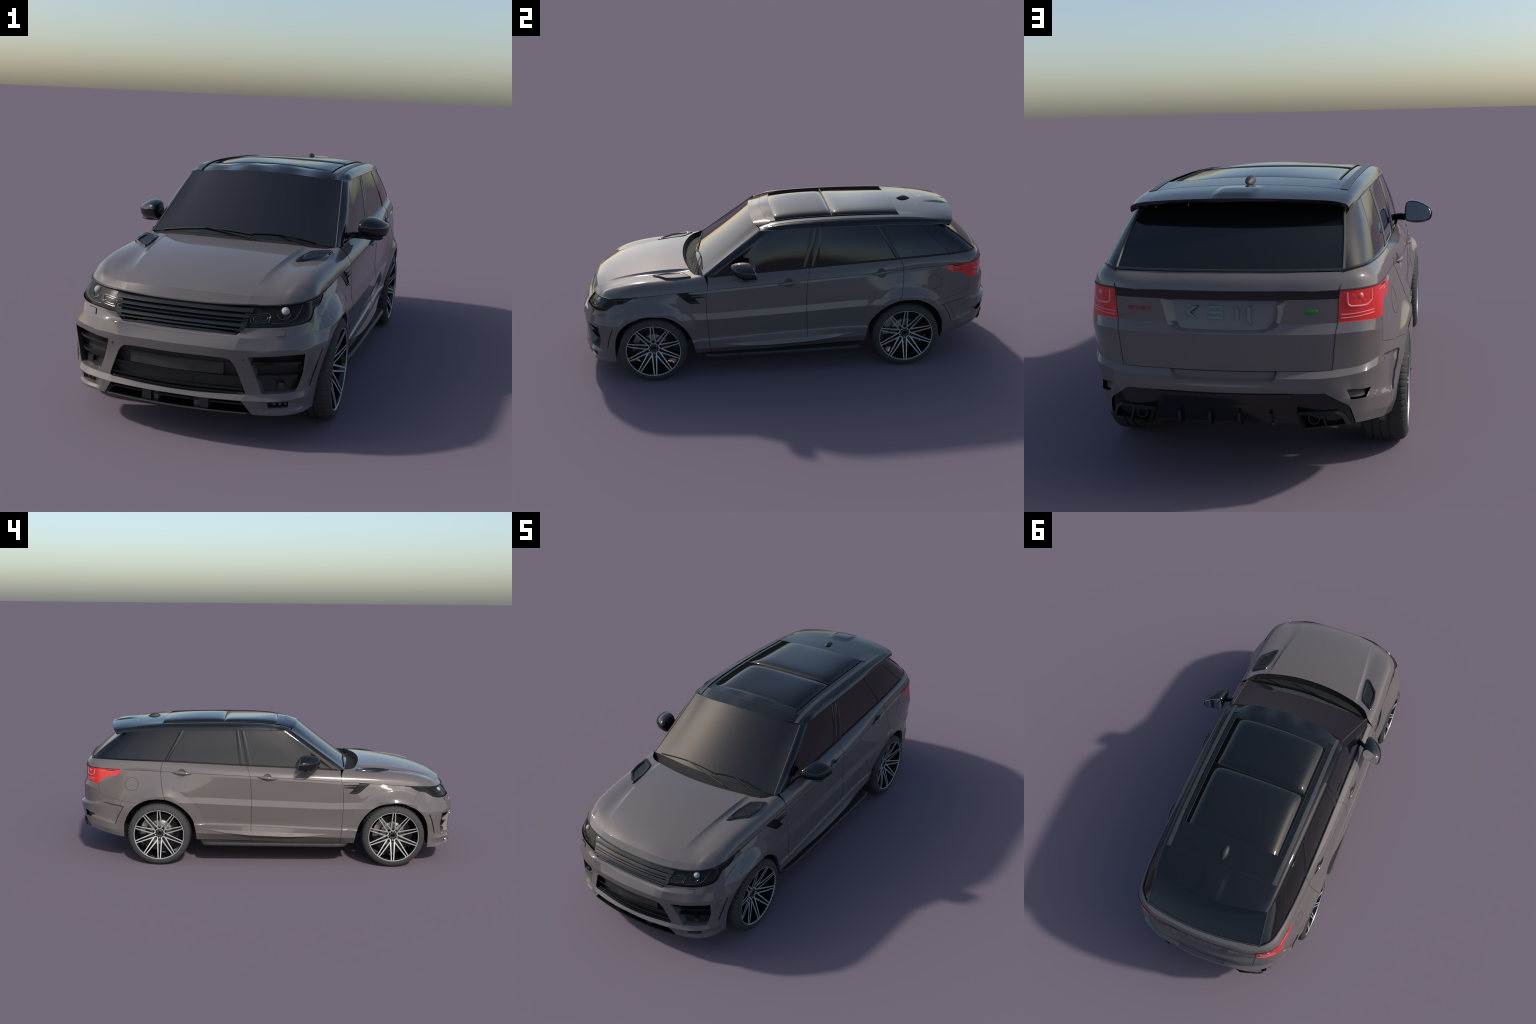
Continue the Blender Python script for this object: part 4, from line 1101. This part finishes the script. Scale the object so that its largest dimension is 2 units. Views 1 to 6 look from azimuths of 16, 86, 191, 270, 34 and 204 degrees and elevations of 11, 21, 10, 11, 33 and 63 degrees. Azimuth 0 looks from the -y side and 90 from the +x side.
for x0, x1, piv in ((-.285, .045, .105), (.020, .262, .285)):
    q = [ws_pt(x, .030 + .040 * math.sin(math.pi * (x - x0) / (x1 - x0)), .003) for x in np.linspace(x0, x1, 24)]
    wb = add_mesh("wiper", *tube(q, .0020, 6, flat=1.3), DARKP)
    m = q[11]; pv = np.array([piv, -.455 + .25 * piv * piv, .5010 - .03 * piv])
    arm = [pv, pv * .6 + m * .4 + np.array([0, 0, .003]), m + np.array([0, 0, .003]), m + np.array([0, 0, .001])]
    add_mesh("wiper_arm", *tube(arm, .0026, 6, flat=.8), DARKP, wb)

# antenna fin
rings = []
for t in np.linspace(0, 1, 11):
    y = .585 + .068 * t; h = .0150 * (math.sin(math.pi * min(.98, t * 1.0 + .02)))**.6 + .001; w = .0145 * (math.sin(math.pi * (.06 + .9 * t)))**.7
    zb = P_top(0, y)[2] - .002
    rings.append([(w * math.cos(a), y, zb + (h * math.sin(a) if math.sin(a) > 0 else .0)) for a in np.linspace(0, 2 * math.pi, 14, endpoint=False)])
add_mesh("antenna_fin", *loft(rings), MATT, ROOF_OB, angle=50)

# ================================================================== MIRRORS
prof = [(.3815,.5690),(.3930,.5760),(.4064,.5780),(.4250,.5755),(.4480,.5660),(.4690,.5530),(.4735,.5440),(.4740,.5300),(.4700,.5170),(.4620,.5100),(.4400,.5070),(.4200,.5050),(.3850,.5040),(.3790,.5100),(.3775,.5400)]
prof = [tuple(p) for p in arc_round(prof, .006, 2)]
cx, cz = .4150, .5400
def mring(y, s, dx=0, dz=0): return [(cx + dx + (a - cx) * s, y, cz + dz + (b - cz) * s) for a, b in prof]
def skew(ring, k): return [(a, b + (a - .42) * k - (c - .54) * .22, c) for a, b, c in ring]
rings = [skew(r, .25) for r in (mring(-.166, .96), mring(-.172, 1.0), mring(-.190, 1.0, -.001), mring(-.212, .965, -.004, -.001), mring(-.230, .87, -.008, -.002), mring(-.245, .70, -.012, -.002), mring(-.254, .45, -.016, -.002), mring(-.257, .15, -.018, -.002))]
MIR = add_pair("door_mirror", *loft(rings), BLACK, angle=60)
A = skew(mring(-.166, .90), .25); A2 = skew(mring(-.1645, .88), .25)
V, F = loft([A, A2]); add_pair("mirror_glass", V, F, MIRROR, MIR)
arm = [(.398, -.215, .5130), (.380, -.222, .5135), (.360, -.232, .5150), (.345, -.245, .5120), (.338, -.262, .5050)]
add_pair("mirror_arm", *tube(arm, .0125, 10, up=(0, 1, .2), flat=.7), BLACK, MIR)
A = skew(mring(-.20, .93, -.003, -.012), .25)
add_pair("mirror_base", *sphere((.420, -.198, .5075), 1, 20, 10, sq=(.040, .028, .011)), BLACK, MIR)
q = [(.3420,-.300,.5000),(.3400,-.255,.5050),(.3330,-.255,.5450)]
tri = [P_side(a, b, .0012) for a, b in ((-.3060,.4995),(-.2450,.5015),(-.2450,.5440))]
add_pair("mirror_mount", tri, [(0, 1, 2)], BLACK, MIR, outward=(0, -.27, .5))

# ================================================================== UNDERBODY
g = Geo()
g.add(*box((0, -.045, .165), (.70, .78, .10))); g.add(*box((0, 0, .20), (.50, 1.72, .12)))
g.add(*box((0, -.84, .17), (.44, .08, .11))); g.add(*box((0, .83, .215), (.62, .14, .10)))
g.add(*box((0, -.60, .35), (.50, .50, .16))); g.add(*box((0, .55, .36), (.50, .60, .16))); g.add(*box((0, 0, .33), (.70, .72, .24)))
add_mesh("underbody", g.V, g.F, DARK, angle=None)
for y in (-.645, .5538):
    add_mesh("axle", *tube([(-.33, y, .1595), (.33, y, .1595)], .016, 12, up=(0, 0, 1)), DARK)

# ================================================================== WHEELS
RT = .1598
tread = [(-.062,.120),(-.064,.132),(-.0605,.148),(-.052,.1565),(-.044,.1590),(-.034,.1598),(-.033,.1570),(-.029,.1570),(-.028,.1598),(-.012,.1600),(-.011,.1570),(-.007,.1570),(-.006,.1600),(.010,.1600),(.011,.1570),(.015,.1570),(.016,.1598),(.034,.1595),(.044,.1590),(.050,.1570),(.0565,.150),(.0615,.140),(.0620,.132),(.0590,.1285),(.052,.126)]
tread = [(x - .004, r) for x, r in tread]
def tmod(j, i, th):
    x = tread[j][0] + .004; r = tread[j][1]
    if abs(x) > .030 and r > .1495 and (i % 6) == 0: return -.0022
    if abs(x) < .030 and r > .159 and ((i + int(x * 500)) % 9) == 0: return -.0018
    return 0.0
tyV, tyF = lathe_x(tread, 330, tmod)
rimp = [(.0555,.1285),(.0575,.1272),(.0560,.1248),(.050,.1235),(.010,.1200),(-.045,.1190),(-.058,.122),(-.060,.118),(.0,.112)]
rimp = [(.0540,.1290),(.0562,.1283),(.0562,.1262),(.0530,.1245),(.0440,.1225),(.0,.1190),(-.050,.1180),(-.062,.1215)]
rV, rF = lathe_x(rimp[3:], 96)
lV, lF = lathe_x(rimp[:4], 128)
def face_x(r): return float(np.interp(r, [0, .022, .035, .07, .11, .126], [.0235, .0240, .0275, .039, .0495, .0530]))
def bar(p, q, w0, w1, depth=.020):
    """flat-topped spoke bar between polar points on the dished wheel face"""
    A = []; B = []; out = []
    p = np.array(p); q = np.array(q); d = q - p; L = np.linalg.norm(d); d /= L; nrm = np.array([-d[1], d[0]])
    for t in np.linspace(0, 1, 9):
        c = p + (q - p) * t; w = w0 + (w1 - w0) * t; r = np.linalg.norm(c); x = face_x(r)
        out.append((c + nrm * w / 2, c - nrm * w / 2, x))
    return out
def bar_mesh(o, lift=0.0, depth=.020):
    faceV = []; sideV = []
    for a, b, x in o:
        faceV.append([(x + lift - .0006, *a), (x + lift, *(a * .92 + b * .08)), (x + lift, *(b * .92 + a * .08)), (x + lift - .0006, *b)])
        a2 = a; b2 = b
        sideV.append([(x + lift - .0008, *a2), (x + lift - .0008, *b2), (x - depth, *b2), (x - depth, *a2)])
    V = [p for r in faceV for p in r]; n = len(faceV)
    F = [(i * 4 + j, i * 4 + j + 1, (i + 1) * 4 + j + 1, (i + 1) * 4 + j) for i in range(n - 1) for j in range(3)]
    return (V, F), loft(sideV)
gf = Geo(); gs = Geo()
def rot(p, a): return np.array([p[0] * math.cos(a) - p[1] * math.sin(a), p[0] * math.sin(a) + p[1] * math.cos(a)])
# one group around local "up" (y, z) = (0, 1): U pair and the two outer legs that lean to the neighbouring pairs
for s in (-1, 1):
    root = np.array([s * .0108, .0345])
    for o in (bar(root, (s * .0058, .1265), .0068, .0052), bar(root + np.array([s * .0015, -.001]), rot((-s * .0058, .1265), -s * math.radians(36)), .0068, .0052)):
        a, b = bar_mesh(o); gf.add(*a); gs.add(*b)
th = np.linspace(math.pi, 2 * math.pi, 9)
o = []
for t in th:
    c = np.array([.0108 * math.cos(t), .0345 + .0108 * math.sin(t)]); d = np.array([math.cos(t), math.sin(t)])
    o.append((c + d * .0034, c - d * .0034, face_x(np.linalg.norm(c))))
a, b = bar_mesh(o); gf.add(*a); gs.add(*b)
spoke_face = (gf.V, gf.F); spoke_side = (gs.V, gs.F)
hubV, hubF = lathe_x([(.0000,.020),(.0180,.034),(.0225,.030),(.0232,.018),(.0250,.0165),(.0258,.0150),(.0252,.0138),(.0248,.0001)], 48)
discV, discF = lathe_x([(-.020,.040),(-.008,.040),(-.006,.045),(-.006,.098),(-.016,.098),(-.016,.040)], 64)
bellV, bellF = lathe_x([(-.006,.066),(.002,.064),(.006,.055),(.007,.020)], 48)
capA = []
for t in np.linspace(math.radians(125), math.radians(185), 10):
    c, s = math.cos(t), math.sin(t)
    capA.append([(x, r * c, r * s) for x, r in ((-.024,.072),(.004,.072),(.006,.086),(.004,.101),(-.024,.101))])
calV, calF = loft(capA)

def mk(name, V, F, mat, angle=30):
    me = bpy.data.meshes.new(name); me.from_pydata([tuple(map(float, v)) for v in V], [], F); me.validate()
    bm = bmesh.new(); bm.from_mesh(me); bmesh.ops.recalc_face_normals(bm, faces=bm.faces[:]); bm.to_mesh(me); bm.free()
    me.materials.append(mat); me.shade_smooth(); me.set_sharp_from_angle(angle=math.radians(angle)); return me
M_T = mk("tyre", tyV, tyF, RUBBER, 35); M_B = mk("wheel", rV, rF, RIMBLK); M_L = mk("rim_lip", lV, lF, SILVER)
M_SF = mk("spoke", *spoke_face, SILVER); M_SS = mk("spoke_side", *spoke_side, RIMBLK); M_H = mk("hub", hubV, hubF, RIMBLK)
M_D = mk("brake_disc", discV, discF, DISC); M_BELL = mk("brake_bell", bellV, bellF, STEEL); M_C = mk("brake_caliper", calV, calF, STEEL)
bV, bF = lathe_x([(.0, .0001), (.0, .0042), (.006, .0040), (.0075, .0025), (.0075, .0001)], 12)
M_BOLT = mk("lug_bolt", bV, bF, SILVER)
M_RING = mk("hub_ring", *lathe_x([(.0245,.0150),(.0262,.0146),(.0262,.0138),(.0248,.0134)], 40), STEEL)
XW = .3565
for sx in (1, -1):
    for y in (-.645, .5538):
        w = bpy.data.objects.new("wheel", M_B); bpy.context.collection.objects.link(w); w.parent = ROOT
        w.location = (sx * XW, y, .1598)
        if sx < 0: w.rotation_euler = (0, 0, math.pi)
        def kid(name, me, rotx=0.0, loc=(0, 0, 0)):
            o = bpy.data.objects.new(name, me); bpy.context.collection.objects.link(o); o.parent = w
            o.rotation_euler = (rotx, 0, 0); o.location = loc; return o
        kid("tyre", M_T); kid("rim_lip", M_L); kid("hub", M_H); kid("hub_ring", M_RING); kid("brake_disc", M_D); kid("brake_bell", M_BELL)
        kid("brake_caliper", M_C, 0 if (y < 0) == (sx > 0) else math.radians(-0))
        for k in range(5):
            kid("spoke", M_SF, k * 2 * math.pi / 5); kid("spoke_side", M_SS, k * 2 * math.pi / 5)
            a = k * 2 * math.pi / 5 + math.pi / 5
            kid("lug_bolt", M_BOLT, 0, (.0200, .0235 * math.sin(a), .0235 * math.cos(a)))
